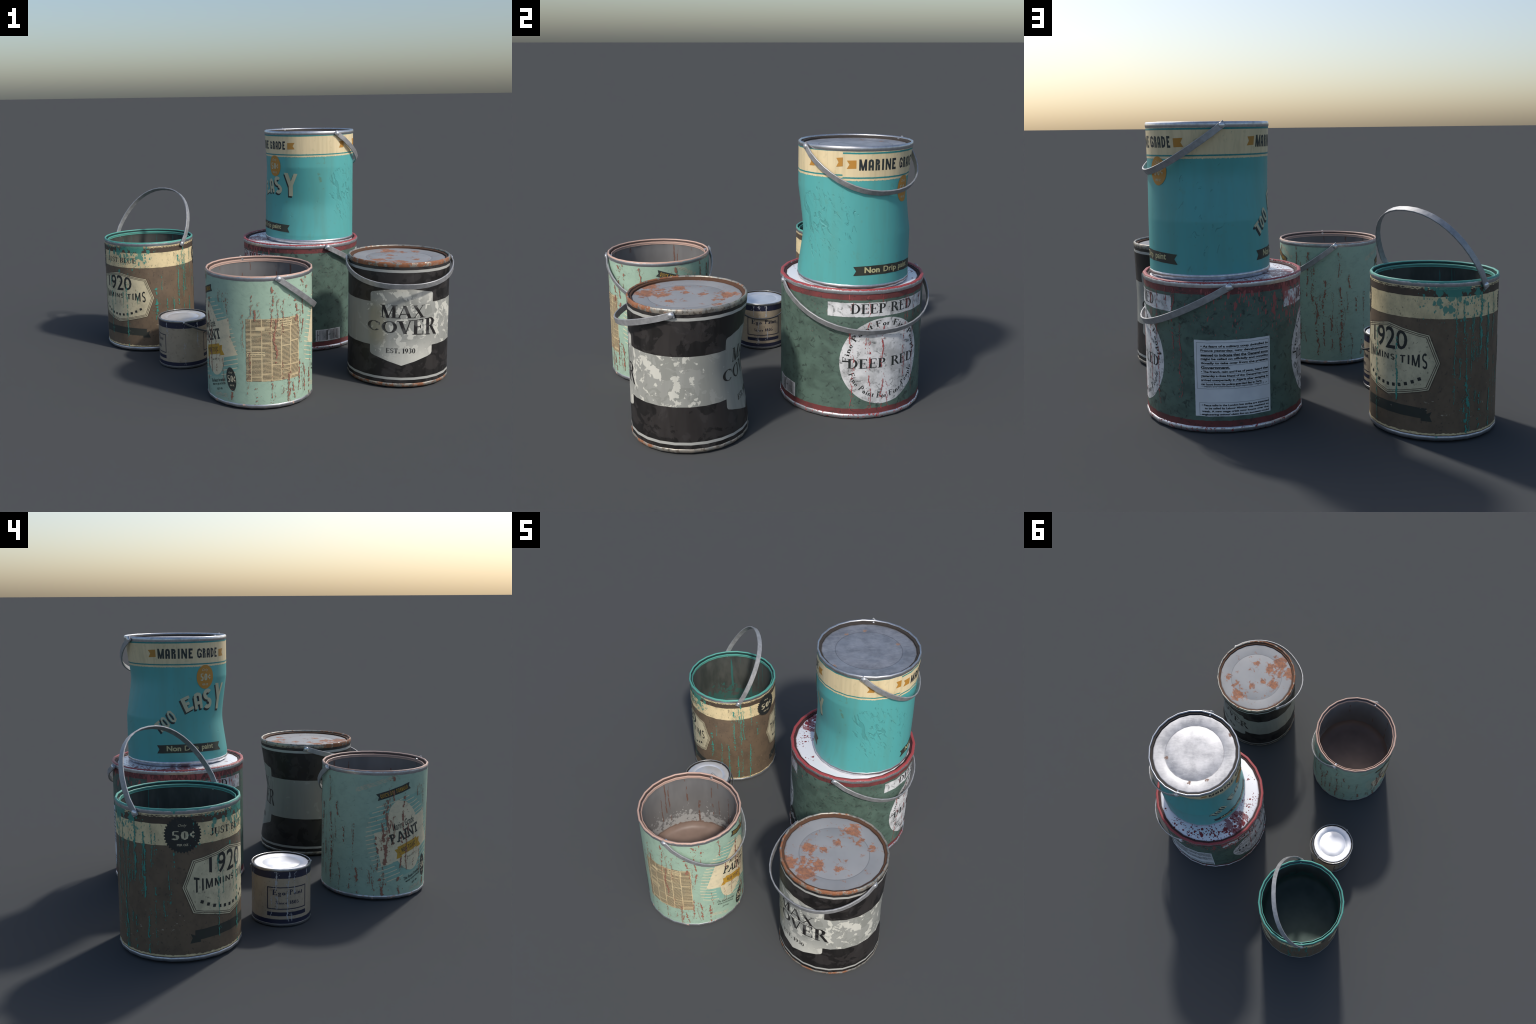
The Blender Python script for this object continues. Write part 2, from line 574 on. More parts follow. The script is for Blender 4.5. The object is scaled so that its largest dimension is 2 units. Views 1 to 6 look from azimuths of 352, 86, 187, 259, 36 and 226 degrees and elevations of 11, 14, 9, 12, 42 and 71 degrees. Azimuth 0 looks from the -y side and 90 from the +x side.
        if c == 'K':
            return .76, [stem(.17), L(.2, .42, .62, 1, t + .02), L(.68, 0, .34, .58, T)] + sf(.17, 0) + sf(.17, 1)
        if c == '.':
            return .26, [rect(.06, .06 + T, 0, T)]
        if c == '-':
            return .4, [bar(.05, .35, .4, .1)]
        # lower case
        if c == 'i':
            return .32, [stem(.16, 0, x1), rect(.16 - h2, .16 + h2, .6, .74)] + sf(.16, 0) + [rect(.02, .16, x1 - sh, x1)]
        if c == 'l':
            return .32, [stem(.16, 0, 1.0)] + sf(.16, 0)
        if c == 'n':
            return .62, [stem(.15, 0, x1), stem(.47, 0, .3)] + arc(.31, .26, .235, .22, 0, 140, T, t + .04) + sf(.15, 0) + sf(.47, 0)
        if c == 'u':
            return .62, [stem(.15, .16, x1), stem(.47, 0, x1)] + arc(.31, .2, .235, .21, 180, 320, T, t + .04)
        if c == 'e':
            return .5, arc(.25, .23, .23, .25, 0, 325, T * .9) + [bar(.1, .46, .25)]
        if c == 'c':
            return .48, arc(.25, .23, .23, .25, 50, 325, T * .9)
        if c == 'o':
            return .54, arc(.27, .23, .25, .25, 0, 360)
        if c == 'a':
            return .54, [stem(.38, .05, .34)] + arc(.24, .13, .21, .15, 60, 300, T * .8) + arc(.25, .3, .215, .18, 0, 150, T * .9, t + .02) + [bar(.3, .5, .03, .06)]
        if c == 't':
            return .38, [stem(.18, .06, .66), bar(.04, .36, x1 - .03, .06), bar(.14, .36, .03, .06)]
        if c == 'r':
            return .44, [stem(.15, 0, x1)] + sf(.15, 0) + arc(.28, .3, .14, .17, 40, 150, .08, .1) + [rect(.02, .15, x1 - sh, x1)]
        if c == 'p':
            return .58, [stem(.15, -.28, x1)] + [rect(.02, .28, -.3, -.25)] + arc(.3, .23, .24, .25, -110, 110)
        if c == 'g':
            return .52, arc(.25, .28, .2, .2, 0, 360, T * .8) + arc(.25, -.12, .22, .17, 0, 360, T * .6, t + .02)
        return .34, []
    x, out = 0.0, []
    for c in txt:
        w, ps = glyph(c)
        out += [[(x + px + slant * py, py) for px, py in q] for q in ps]
        x += w + gap * (.4 if serif else 1)
    return out

def text(body, bold=0.0, shear=0.0):
    """outline lettering in the built-in face, as a flat mesh one unit high"""
    cu = bpy.data.curves.new('text', 'FONT')
    cu.body = body
    cu.offset = bold
    cu.shear = shear
    cu.resolution_u = 3
    cu.align_x = 'LEFT'
    ob = bpy.data.objects.new('text', cu)
    bpy.context.collection.objects.link(ob)
    dg = bpy.context.evaluated_depsgraph_get()
    ev = ob.evaluated_get(dg)
    me = ev.to_mesh()
    bm = bmesh.new()
    bm.from_mesh(me)
    ev.to_mesh_clear()
    bpy.data.objects.remove(ob)
    bpy.data.curves.remove(cu)
    for f in bm.faces:
        if f.normal.z < 0:
            f.normal_flip()
    for v in bm.verts:
        v.co.z = 0
    bmesh.ops.remove_doubles(bm, verts=bm.verts[:], dist=1e-5)
    return bm

def bfit(bm, x0, x1, y0=None, y1=None):
    xs = [v.co.x for v in bm.verts]
    ys = [v.co.y for v in bm.verts]
    ax, bx, ay, by = min(xs), max(xs), min(ys), max(ys)
    k = (x1 - x0) / (bx - ax)
    ky = k if y1 is None else (y1 - y0) / (by - ay)
    for v in bm.verts:
        v.co.x = x0 + (v.co.x - ax) * k
        v.co.y = y0 + (v.co.y - ay) * ky
    return bm

def bmap(bm, fn):
    for v in bm.verts:
        v.co.x, v.co.y = fn(v.co.x, v.co.y)
    return bm

def brot(bm, th, dx, dy):
    c, s = cos(radians(th)), sin(radians(th))
    return bmap(bm, lambda x, y: (x * c - y * s + dx, x * s + y * c + dy))

# ------------------------------------------------------------------ shared parts
def can_rim(R, top, lip, rin):
    """rolled outer rim, groove and inner lip; R = rim radius, rin = inside of the roll"""
    d = R - rin
    return [(R - .007, top - .027), (R - .0025, top - .0255), (R - .0006, top - .020), (R, top - .012), (R - .0012, top - .005),
            (R - .004, top - .001), (R - d * .5, top), (rin + .0018, top - .0015), (rin, top - .006), (rin, top - .024),
            (rin - .006, top - .026), (lip + .0045, top - .025), (lip + .004, top - .017), (lip + .002, top - .0145), (lip - .001, top - .016), (lip - .002, top - .03)]

def closed_rim(R, top, lip, rin):
    return can_rim(R, top, lip, rin)[:9] + [(rin, top - .008)]

def base_rim(R, h=.030, z0=0.0):
    p = [(0, .006), (R - .028, .006), (R - .022, .0005), (R - .016, 0), (R - .0085, .003), (R - .003, .010), (R, h * .6), (R - .0012, h * .85), (R - .0035, h), (R - .0075, h + .0015)]
    return [(r, z0 + z * (h - z0) / h) for r, z in p]

def lid_profile(r, z, inner, step=.0045):
    return [(r, z - .014), (r, z - .004), (r - .003, z - .0004), (r - .009, z), (inner + .04, z - step * .4), (inner + .003, z - step), (inner, z - step - .0008), (inner - .003, z - step), (inner * .5, z - step - .0008), (0, z - step - .0012)]

def steel(name, col=(.56, .57, .60), rough=.34, metal=.85, paint=None, cover=.5, ztop=None, lip=0.0, over=None, sharpness=.03, scale=70, paint_rough=.5):
    """tinned steel with patches of paint or rust; ztop: paint lies mostly above this height"""
    def base(n, P, c):
        x, y, z = n.sep(P)
        g = n.noise(n.scl(P, 40, 40, 40), 1, 4, .6)
        c = n.mix(n.rng(g, .3, .75), c, tuple(v * .72 for v in c))
        r = n.rng(g, .2, .8, rough - .06, rough + .12)
        m = metal
        if paint:
            k = n.noise(n.scl(P, scale, scale, scale * .7), 1, 4, .62)
            lim = cover
            if ztop:
                up = n.rng(z, ztop - .005, ztop + .005, -.22, .24)
                if lip:
                    rad = n.vm('LENGTH', n.scl(P, 1, 1, 0))
                    up = n.mx(up, n.rng(rad, lip + .007, lip + .005, -.3, .3))
                k = n.add(k, up)
            f = n.rng(k, 1 - lim - sharpness, 1 - lim + sharpness)
            c = n.mix(f, c, paint)
            r = n.mixf(f, r, paint_rough)
            m = n.mixf(f, metal, 0.0)
        return c, r, m
    return material(name, col, rough, metal, over=over, base=base)

def strap_base(n, P, c):
    g = n.noise(n.scl(P, 45), 1, 5, .62)
    h = n.noise(n.scl(P, 7), 1, 3, .6)
    c = n.mix(n.rng(g, .35, .7), c, (.44, .44, .45))
    return n.mix(n.rng(h, .45, .7, 0, .35), c, (.26, .26, .265)), n.rng(g, .3, .7, .38, .55), .45
STRAP = material('galvanised_strap', (.33, .335, .34), .45, .6, base=strap_base)
RIVET = material('rivet_steel', (.68, .69, .71), .28, .8)
DARK = material('dark_bottom', (.05, .05, .05), .7)

# ================================================================== brown can, open
TEALP = (.045, .245, .19)
def brown_over(n, P, c, r, m):
    x, y, z = n.sep(P)
    # dust, stains and pits
    g = n.noise(n.scl(P, 16, 16, 12), 1, 5, .65)
    s = n.noise(n.scl(P, 75, 75, 60), 1, 3, .6)
    c = n.mix(n.rng(g, .38, .70, 0, .55), c, n.mix(.55, c, (.03, .026, .022)))
    c = n.mix(n.rng(s, .60, .70, 0, .55), c, (.045, .038, .03))
    sc = n.noise(n.scl(P, 26, 26, 60), 1, 3, .7)
    c = n.mix(n.mul(n.rng(sc, .66, .72), n.zband(z, .10, .24, .03), .55), c, (.55, .48, .36))
    a = n.mx(n.mul(n.near(P, 246, 40), 1.0), n.mul(n.near(P, 108, 42), 1.0), n.mul(n.near(P, 226, 60), .55))
    up = n.rng(z, .40, .70)
    dens = n.mul(a, up, 1.5)
    sp = n.mx(n.drops(P, dens, 70, 46), n.drops(P, dens, 36, 24, shift=3.1), n.drops(P, n.mul(dens, .7), 110, 70, shift=8.3))
    k = n.noise(n.scl(P, 55, 55, 26), 1, 3, .6)
    a2 = n.mx(n.near(P, 248, 26), n.near(P, 105, 28))
    wash = n.rng(n.add(n.add(n.m('MULTIPLY', k, 1.3), n.m('MULTIPLY', a2, .75)), n.rng(z, .58, .70, -.75, .20)), 1.27, 1.33)
    f = n.mx(sp, wash)
    tone = n.mix(n.noise(n.scl(P, 30), 1, 3), TEALP, (.06, .30, .235))
    return n.mix(n.mul(f, .88), c, tone), n.mixf(f, r, .5), n.mixf(f, m, 0.0), n.add(n.m('MULTIPLY', f, .6), n.m('MULTIPLY', s, .3))

OV = overlay_group('brown_can_dirt', brown_over)
can = Can('open brown paint can with teal drips and raised handle', -.704, .5725, 0, .2890, 0, .028, .694)
M_BROWN = material('brown_label_paper', (.165, .115, .072), .62, over=OV, bump=.25)
M_DKBROWN = material('dark_brown_print', (.085, .058, .038), .62, over=OV)
M_CREAM = material('cream_print', (.78, .63, .36), .6, over=OV, bump=.2)
M_CREAM2 = material('pale_cream_print', (.66, .58, .38), .6, over=OV, bump=.2)
M_INK = material('charcoal_ink', (.022, .024, .022), .55, over=OV)
M_GREEN = material('dark_green_ink', (.035, .038, .030), .6, over=OV)
R_BROWN = steel('teal_spilt_rim', paint=(.085, .33, .27), cover=.58, ztop=.7065, lip=.2685, scale=26)
B_BROWN = steel('teal_spotted_base_rim', paint=(.10, .39, .32), cover=.32, scale=34)
can.wall('body', M_BROWN)
can.turn('rim', can_rim(.2922, .7140, .2685, .2800), R_BROWN)
can.turn('base_rim', base_rim(.2918, .030, .004), B_BROWN)
def brown_inside(n, P, c):
    x, y, z = n.sep(P)
    g = n.noise(n.scl(P, 14, 14, 5), 1, 4, .6)
    c = n.mix(n.rng(g, .35, .7), c, (.045, .052, .046))
    st = n.noise(n.scl(P, 55, 55, 3), 1, 3, .6)
    c = n.mix(n.rng(st, .62, .70, 0, .8), c, (.03, .17, .15))
    lim = n.rng(z, .60, .30)
    f = n.mx(n.drops(P, lim, 34, 26), n.drops(P, n.mul(lim, .9), 60, 40, shift=5), n.rng(n.add(n.noise(n.scl(P, 26), 1, 3), n.m('MULTIPLY', lim, .5)), .86, .92))
    return n.mix(n.mul(f, .8), c, (.035, .13, .11))
M_IN = material('stained_inside', (.085, .088, .078), .6, base=brown_inside)
can.turn('rim_groove', [(.2797, .7085), (.2797, .6895), (.2728, .6893)], material('dark_teal_groove', (.012, .045, .042), .7))
can.turn('inner_wall', [(.2664, .692), (.2690, .680), (.2705, .650), (.2705, .268)], M_IN)
def brown_floor(n, P, c):
    g = n.noise(n.scl(P, 12), 1, 4, .6)
    return n.mix(n.rng(g, .3, .7), c, (.055, .09, .078))
can.turn('dried_paint', [(.2704, .318), (.262, .296), (.245, .282), (.2, .276), (0, .275)], material('dried_teal_paint', (.035, .070, .060), .55, base=brown_floor))
can.handle(314.6, .686, 44.6, 60.3, .304, .368, STRAP, RIVET)
# printed wrap
R = can.R
full = pi * R
can.decal('worn_edge', flat([ragged(-full, full, .672, .6865, .003, .007, step=.006, seed=2)]), 135, M_DKBROWN, 1)
can.decal('worn_edge', flat([ragged(-full, full, .6835, .6895, .002, .005, step=.006, seed=5), ragged(-full, full, .678, .6805, .004, .005, step=.006, seed=8)]), 135, M_CREAM, 2)
can.decal('worn_edge', flat([ragged(-full, full, .033, .041, .005, .002, step=.006, seed=4)]), 135, M_CREAM, 1)
can.decal('dark_band', flat([ragged(-full, full, .645, .672, .002, .001, step=.01, seed=9)]), 135, M_DKBROWN, 1)
can.decal('label_band', flat([ragged(-full, full, .550, .646, .0015, .0015, step=.008, seed=3)]), 135, M_CREAM, 2)
def arch(x, hw):
    return max(0.0, 1 - (x / hw) ** 2)
for th in (224.7, 45.0):
    o = [(-.247, .356), (-.199, .480), (0, .520), (.199, .480), (.247, .356), (.200, .232), (0, .187), (-.200, .232)]
    def inset(k):
        return [(x * (1 - k / .247), .3545 + (y - .3545) * (1 - k / .167)) for x, y in o]
    lab = can.decal('label_panel', flat([o]), th, M_CREAM2, 2)
    can.decal('label_border', flat(ring_outline(inset(.0), inset(.0035)) + ring_outline(inset(.0085), inset(.0120)) + ring_outline(inset(.0170), inset(.0200))), th, M_DKBROWN, 3, lab)
    # year, tall in the middle
    b = bfit(text('1920', .010), -.118, .100, -.5, .5)
    bmap(b, lambda x, y: (x, .446 + y * (.062 + .040 * arch(x + .005, .125))))
    can.decal('lettering', b, th, M_INK, 3, lab)
    b = fit(letters('TIMMINS TIMS', T=.19, t=.15, serif=0, gap=.14), -.192, .190, -.5, .5)
    b = warp(b, lambda x, y: (x, .3625 + y * (.026 + .050 * (x / .19) ** 2)))
    can.decal('lettering', flat(b), th, M_INK, 3, lab)
    sq = []
    for i in range(11):
        u = (i - 5) / 5
        sq += move([rect(-.0075, .0075, -.0075, .0075)], 20 * u, .156 * u, .237 + .045 * u * u)
    can.decal('square_dots', flat(sq), th, M_INK, 3, lab)
    ban = [(-.2, .149)] + [(-.19 + .38 * i / 12, .152 + .006 * arch(-.19 + .38 * i / 12, .19)) for i in range(13)] + [(.2, .149)]
    lo = [(x, y - .047) for x, y in reversed(ban[1:-1])]
    can.decal('ribbon', flat([ban[1:-1] + lo]), th, M_GREEN, 2)
    for sgn in (1, -1):
        can.decal('ribbon', flat([[(sgn * .165, .128), (sgn * .190, .128), (sgn * .212, .138), (sgn * .203, .117), (sgn * .214, .092), (sgn * .165, .095)]]), th, M_GREEN, 1)
    if th > 90:
        b = fit(letters('JUST BLUE', T=.2, t=.07), -.110, .136, .579, .613)
        can.decal('lettering', flat(b), th, M_INK, 3)
for th in (177.7, 357.6):
    bd = can.decal('price_badge', flat([oval(0, .597, .0835, .0835, teeth=36, depth=.07)]), th, M_INK, 3)
    b = fit(letters('50', T=.25, t=.13, serif=0, box=True, gap=.06), -.050, .026, .574, .614)
    b += fit(letters('\u00a2', T=.22, t=.12, serif=0, box=True), .031, .055, .581, .611)
    can.decal('lettering', flat(b), th, M_CREAM2, 4, bd)
    can.decal('lettering', bfit(text('Only', .0, .3), -.020, .018, .630, .645), th, M_CREAM2, 4, bd)
    can.decal('lettering', bfit(text('PER OZ', .02), -.026, .024, .546, .556), th, M_CREAM2, 4, bd)

BROWN_RUNS = [(318, .695, .375, .0055), (308, .62, .29, .0055), (276, .42, .20, .009), (211, .50, .10, .0035), (237.5, .46, .03, .0055),
                    (131.5, .66, .38, .008), (141.5, .66, .30, .006), (118, .30, .036, .008), (131, .22, .05, .006), (145, .26, .04, .006),
                    (28.8, .48, .05, .0045), (54.7, .46, .17, .006), (329, .27, .03, .006), (312, .24, .03, .005), (341, .5, .38, .005),
                    (170, .52, .45, .004), (160, .3, .2, .003)]
rm = random.Random(4)
for k in range(34):
    a = rm.choice((318, 135, 110, 235, 300, 145)) + rm.gauss(0, 14)
    zt = rm.uniform(.2, .66)
    BROWN_RUNS.append((a % 360, zt, max(.03, zt - rm.uniform(.05, .30)), rm.uniform(.0015, .0035)))
M_RUN = material('teal_paint_run', (.05, .25, .195), .45, base=lambda n, P, c: n.mix(n.noise(n.scl(P, 30), 1, 3), c, (.06, .31, .245)))
o = can.decal('paint_run', flat(runs(BROWN_RUNS, can.R, 225, .42, .005)), 225, M_RUN, 6)
o['kind'] = 'stuff'

# ================================================================== mint can, open
RUST = (.24, .105, .07)
def mint_over(n, P, c, r, m):
    x, y, z = n.sep(P)
    g = n.noise(n.scl(P, 20, 20, 24), 1, 5, .65, .6)
    s = n.noise(n.vm('ADD', n.scl(n.comb(n.add(x, z), y, z), 46, 46, 34), (4, 1, 9)), 1, 5, .7, .6)
    c = n.mix(n.rng(g, .40, .75, 0, .45), c, n.mix(.5, c, (.12, .17, .14)))
    c = n.mix(n.rng(s, .57, .74, 0, .55), c, (.10, .14, .115))
    k = n.vor(n.scl(P, 46, 46, 30))[0]
    fl = n.noise(n.scl(P, 9, 9, 3), 1, 3, .6)
    sp = n.mul(n.rng(k, .20, .16), n.rng(fl, .60, .66))
    f = sp
    return n.mix(n.mul(f, .88), c, n.mix(n.noise(n.scl(P, 60), 1, 3), RUST, (.36, .17, .115))), n.mixf(f, r, .75), n.mixf(f, m, 0.0), n.add(n.m('MULTIPLY', f, -.8), n.m('MULTIPLY', s, -.5))
OV = overlay_group('mint_can_dirt', mint_over)
can = Can('open mint green paint can streaked with rust', -.139, -.577, 0, .2890, 11.25, .028, .694)
R = can.R
full = pi * R
M_MINT = material('mint_paint', (.345, .485, .375), .55, over=OV, bump=.3)
M_TURQ = material('turquoise_tint', (.265, .455, .365), .55, over=OV)
M_MCREAM = material('faded_cream_print', (.74, .64, .43), .6, over=OV)
M_MINK = material('faded_black_ink', (.03, .032, .028), .6, over=OV)
M_YEL = material('ochre_ribbon', (.55, .30, .025), .6, over=OV)
can.wall('body', M_MINT)
PINK = (.52, .34, .27)
can.turn('rim', can_rim(.2922, .7140, .2685, .2800), steel('pink_worn_rim', paint=PINK, cover=.54, ztop=.7075, lip=.2685, scale=60))
can.turn('base_rim', base_rim(.2918, .030, .004), steel('pink_worn_base_rim', paint=PINK, cover=.40, scale=40))
def mint_inside(n, P, c):
    x, y, z = n.sep(P)
    c = n.mix(n.rng(n.noise(n.scl(P, 10, 10, 4), 1, 3), .3, .7), c, (.165, .162, .16))
    lim = n.rng(z, .55, .34)
    f = n.mx(n.drops(P, n.mul(lim, 1.25), 60, 50, .06), n.drops(P, n.mul(lim, .9), 34, 30, .05, 4), n.rng(n.add(n.noise(n.scl(P, 45), 1, 3), n.m('MULTIPLY', lim, .6)), 1.0, 1.08))
    c = n.mix(n.mul(f, n.rng(n.near(P, 120, 150), 0, .3), .7), c, (.46, .46, .45))
    d = n.drips(P, [(92, .69, .42, .002), (102, .62, .40, .0028), (158, .68, .34, .0035), (163, .69, .45, .004), (170, .6, .4, .003), (75, .6, .38, .004), (60, .66, .45, .003),
                    (40, .69, .5, .006), (15, .66, .45, .004), (320, .66, .5, .005), (280, .69, .4, .004), (250, .69, .3, .006), (222, .68, .4, .005), (120, .5, .3, .006), (135, .69, .5, .004)], frag=.50)
    c = n.mix(n.mul(d, .85), c, (.16, .075, .05))
    pool = n.rng(n.add(z, n.m('MULTIPLY', n.noise(n.scl(P, 48), 1, 4, .6), .035)), .349, .343)
    return n.mix(pool, c, (.225, .157, .125))
can.turn('rim_groove', [(.2797, .7085), (.2797, .6895), (.2728, .6893)], material('dark_pink_groove', (.10, .065, .055), .7))
can.turn('inner_wall', [(.2664, .692), (.2690, .680), (.2705, .650), (.2705, .268)], material('grey_inside', (.20, .197, .193), .5, base=mint_inside))  # grey lowered partway toward the occlusion seen in the open can
def mint_floor(n, P, c):
    rad = n.vm('LENGTH', n.scl(P, 1, 1, 0))
    e = n.rng(n.add(rad, n.m('MULTIPLY', n.noise(n.scl(P, 42), 1, 4, .6), .05)), .30, .305)
    return n.mix(n.mul(e, .7), n.mix(n.rng(n.noise(n.scl(P, 9), 1, 4), .3, .7), c, (.19, .132, .105)), (.38, .37, .36))
can.turn('dried_paint', [(.2704, .318), (.262, .296), (.245, .282), (.2, .276), (0, .275)], material('dried_brown_paint', (.235, .165, .132), .5, base=mint_floor))
can.handle(281.5, .697, 11.5, -36.1, .303, .364, STRAP, RIVET)
# newspaper clipping pasted on
def news(n, P, c):
    x, y, z = n.sep(P)
    a = radians(277)
    t = n.vm('DOT_PRODUCT', P, (-sin(a), cos(a), 0))
    c = n.mix(n.rng(n.noise(n.scl(P, 9), 1, 4), .35, .7), c, (.60, .47, .27))
    row = n.m('FRACT', n.m('MULTIPLY', n.add(z, n.m('MULTIPLY', t, .02)), 150.0))
    ink = n.noise(n.comb(n.m('MULTIPLY', t, 330.0), 0.0, n.m('MULTIPLY', z, 210.0)), 1, 2, .7)
    line = n.rng(n.m('ABSOLUTE', n.sub(row, .5)), .36, .26)
    col = n.m('FRACT', n.m('ADD', n.m('MULTIPLY', t, 19.0), .27))
    gut = n.rng(n.m('ABSOLUTE', n.sub(col, .5)), .47, .44)
    par = n.rng(n.noise(n.comb(n.m('FLOOR', n.m('ADD', n.m('MULTIPLY', t, 19.0), .27)), 3.0, n.m('MULTIPLY', z, 48.0)), 1, 1, .5), .40, .44)
    f = n.mul(n.rng(ink, .30, .46), line, gut, n.rng(par, 0, 1, .35, 1.0))
    return n.mix(n.mul(f, .95), c, (.05, .038, .025))
M_NEWS = material('yellowed_newsprint', (.70, .56, .33), .75, over=OV, base=news)
M_NINK = material('newsprint_ink', (.06, .05, .035), .7, over=OV)
half = radians(30) * R
clip = can.decal('newspaper_clipping', flat([ragged(-half, half, .1555, .4905, .0015, .0015, .0015, step=.006, seed=6)]), 277.1, M_NEWS, 2)
heads = []
def head(x0, x1, y, h, word):
    b = bfit(text(word, .02), x0, x1, y, y + h)
    can.decal('lettering', b, 277.1, M_NINK, 3, clip)
can.decal('heading_space', flat([rect(.018, .100, .445, .484), rect(-.045, .000, .476, .4885), rect(-.146, -.052, .292, .314), rect(-.1, -.052, .43, .447)]), 277.1, material('bare_newsprint', (.66, .53, .31), .75, over=OV), 3, clip)
def head2(x0, x1, y, h, word):
    can.decal('lettering', bfit(text(word, .02), x0, x1, y, y + h), 277.1, M_NINK, 4, clip)
head2(.020, .098, .472, .009, 'A MILITARY COUP')
head2(.026, .094, .460, .008, 'NEW TALKS SOON')
head2(.030, .090, .449, .007, 'CALLS FOR ACTION')
head2(-.044, -.002, .478, .008, 'Fears of')
head2(-.145, -.054, .304, .0075, "today's strike talk will")
head2(-.140, -.060, .294, .0065, "be the last attempt to")
# tilted printed label, used twice
def place(polys, th, z, tilt):
    return flat(move(polys, tilt, 0, z))
for th, zc, tl in ((198.5, .355, 17.0), (4.5, .377, -18.0)):
    st = []
    nst = 19
    for i in range(nst):
        y = -.205 + .41 * i / (nst - 1)
        u = y / .205
        xl = -.175 - .075 * sqrt(max(0, 1 - (u * .96) ** 2)) + .055 * max(0, u) ** 2 + .02
        xr = -xl - .045
        st.append(rect(xl, xl + .10 + (0 if abs(u) > .5 else .03), y - .0022, y + .0022))
        st.append(rect(xr - .10, xr, y - .0022, y + .0022))
    can.decal('tint_patch', place([[(-.175, -.2), (.02, -.215), (.16, -.19), (.165, .19), (.05, .21), (-.165, .19), (-.19, 0)]], th, zc, tl), th, M_TURQ, 1)
    can.decal('printed_stripes', place(st, th, zc, tl), th, M_MCREAM, 2)
    lab = can.decal('label_panel', place([[(-.172, .075), (-.183, -.11), (0, -.118), (.172, -.112), (.158, -.02), (.178, .083), (0, .07)]], th, zc, tl), th, M_MCREAM, 3)
    can.decal('label_oval', place([oval(-.003, 0, .104, .203)], th, zc, tl), th, M_MCREAM, 4, lab)
    bn = [(-.104, .238), (.094, .238), (.086, .256), (.094, .275), (-.104, .275), (-.094, .256)]
    can.decal('banner', place([bn], th, zc, tl), th, M_MINK, 3, lab)
    can.decal('lettering', place(fit(letters('QUICK-DRY FORMULA', T=.17, t=.15, serif=0, box=True, gap=.16), -.085, .075, .244, .268), th, zc, tl), th, M_YEL, 4, lab)
    can.decal('lettering', brot(bfit(text('Marine Grade', .01, .25), -.070, .070, .052, .092), tl, 0, zc), th, M_MINK, 5, lab)
    can.decal('lettering', place(fit(letters('PAINT', T=.21, t=.14, serif=.09, sh=.14), -.100, .092, -.016, .040), th, zc, tl), th, M_MINK, 5, lab)
    rb = [(-.070, -.093), (.066, -.093), (.066, -.039), (-.070, -.039)]
    can.decal('ribbon', place([rb], th, zc, tl), th, M_YEL, 6, lab)
    for sg in (1, -1):
        can.decal('ribbon', place([[(sg * .058, -.050), (sg * .090, -.050), (sg * .080, -.074), (sg * .092, -.103), (sg * .058, -.103)]], th, zc, tl), th, M_YEL, 5, lab)
    can.decal('lettering', place(fit(letters('NON-TOXIC', T=.2, t=.15, serif=0, box=True, gap=.16), -.052, .050, -.080, -.054), th, zc, tl), th, M_MINK, 7, lab)
    can.decal('lettering', brot(bfit(text('Just dry it', 0, .2), -.030, .040, -.128, -.112), tl, 0, zc), th, M_MINK, 5, lab)
    can.decal('lettering', brot(bfit(text('The finest brushed', .01, .3), -.080, .055, -.240, -.222), tl, 0, zc), th, M_MINK, 3)
    can.decal('lettering', brot(bfit(text('MADE TO BE NOTICED', .02), -.070, .048, -.257, -.247), tl, 0, zc), th, M_MINK, 3)
    can.decal('lettering', brot(bfit(text('EST-05', .02), -.030, .015, -.283, -.273), tl, 0, zc), th, M_MINK, 3)
for th, zc, tl in ((229.8, .157, 8), (10.5, .105, -18)):
    bd = can.decal('price_badge', place([oval(0, 0, .030, .064)], th, zc, tl), th, M_MINK, 3)
    b = fit(letters('50\u00a2', T=.22, t=.13, serif=0, box=True, gap=.06), -.024, .026, -.017, .020)
    can.decal('lettering', place(b, th, zc, tl), th, M_MCREAM, 4, bd)
    can.decal('lettering', brot(bfit(text('Only', 0, .3), -.012, .012, .028, .040), tl, 0, zc), th, M_MCREAM, 4, bd)
    can.decal('lettering', brot(bfit(text('PER OZ', .02), -.013, .013, -.038, -.030), tl, 0, zc), th, M_MCREAM, 4, bd)
for th, zc, tl, ln in ((163, .643, 20, .115), (34, .650, -28, .075), (338, .072, -18, .06), (215, .055, 6, .05)):
    pl = [ragged(-ln, ln, -.008 + .008 * k, -.004 + .008 * k, .006, .006, .006, step=.005, seed=k + th) for k in range(3)]
    can.decal('scraped_patch', place(pl, th, zc, tl), th, material('scraped_primer', (.52, .50, .36), .65, over=OV), 2)

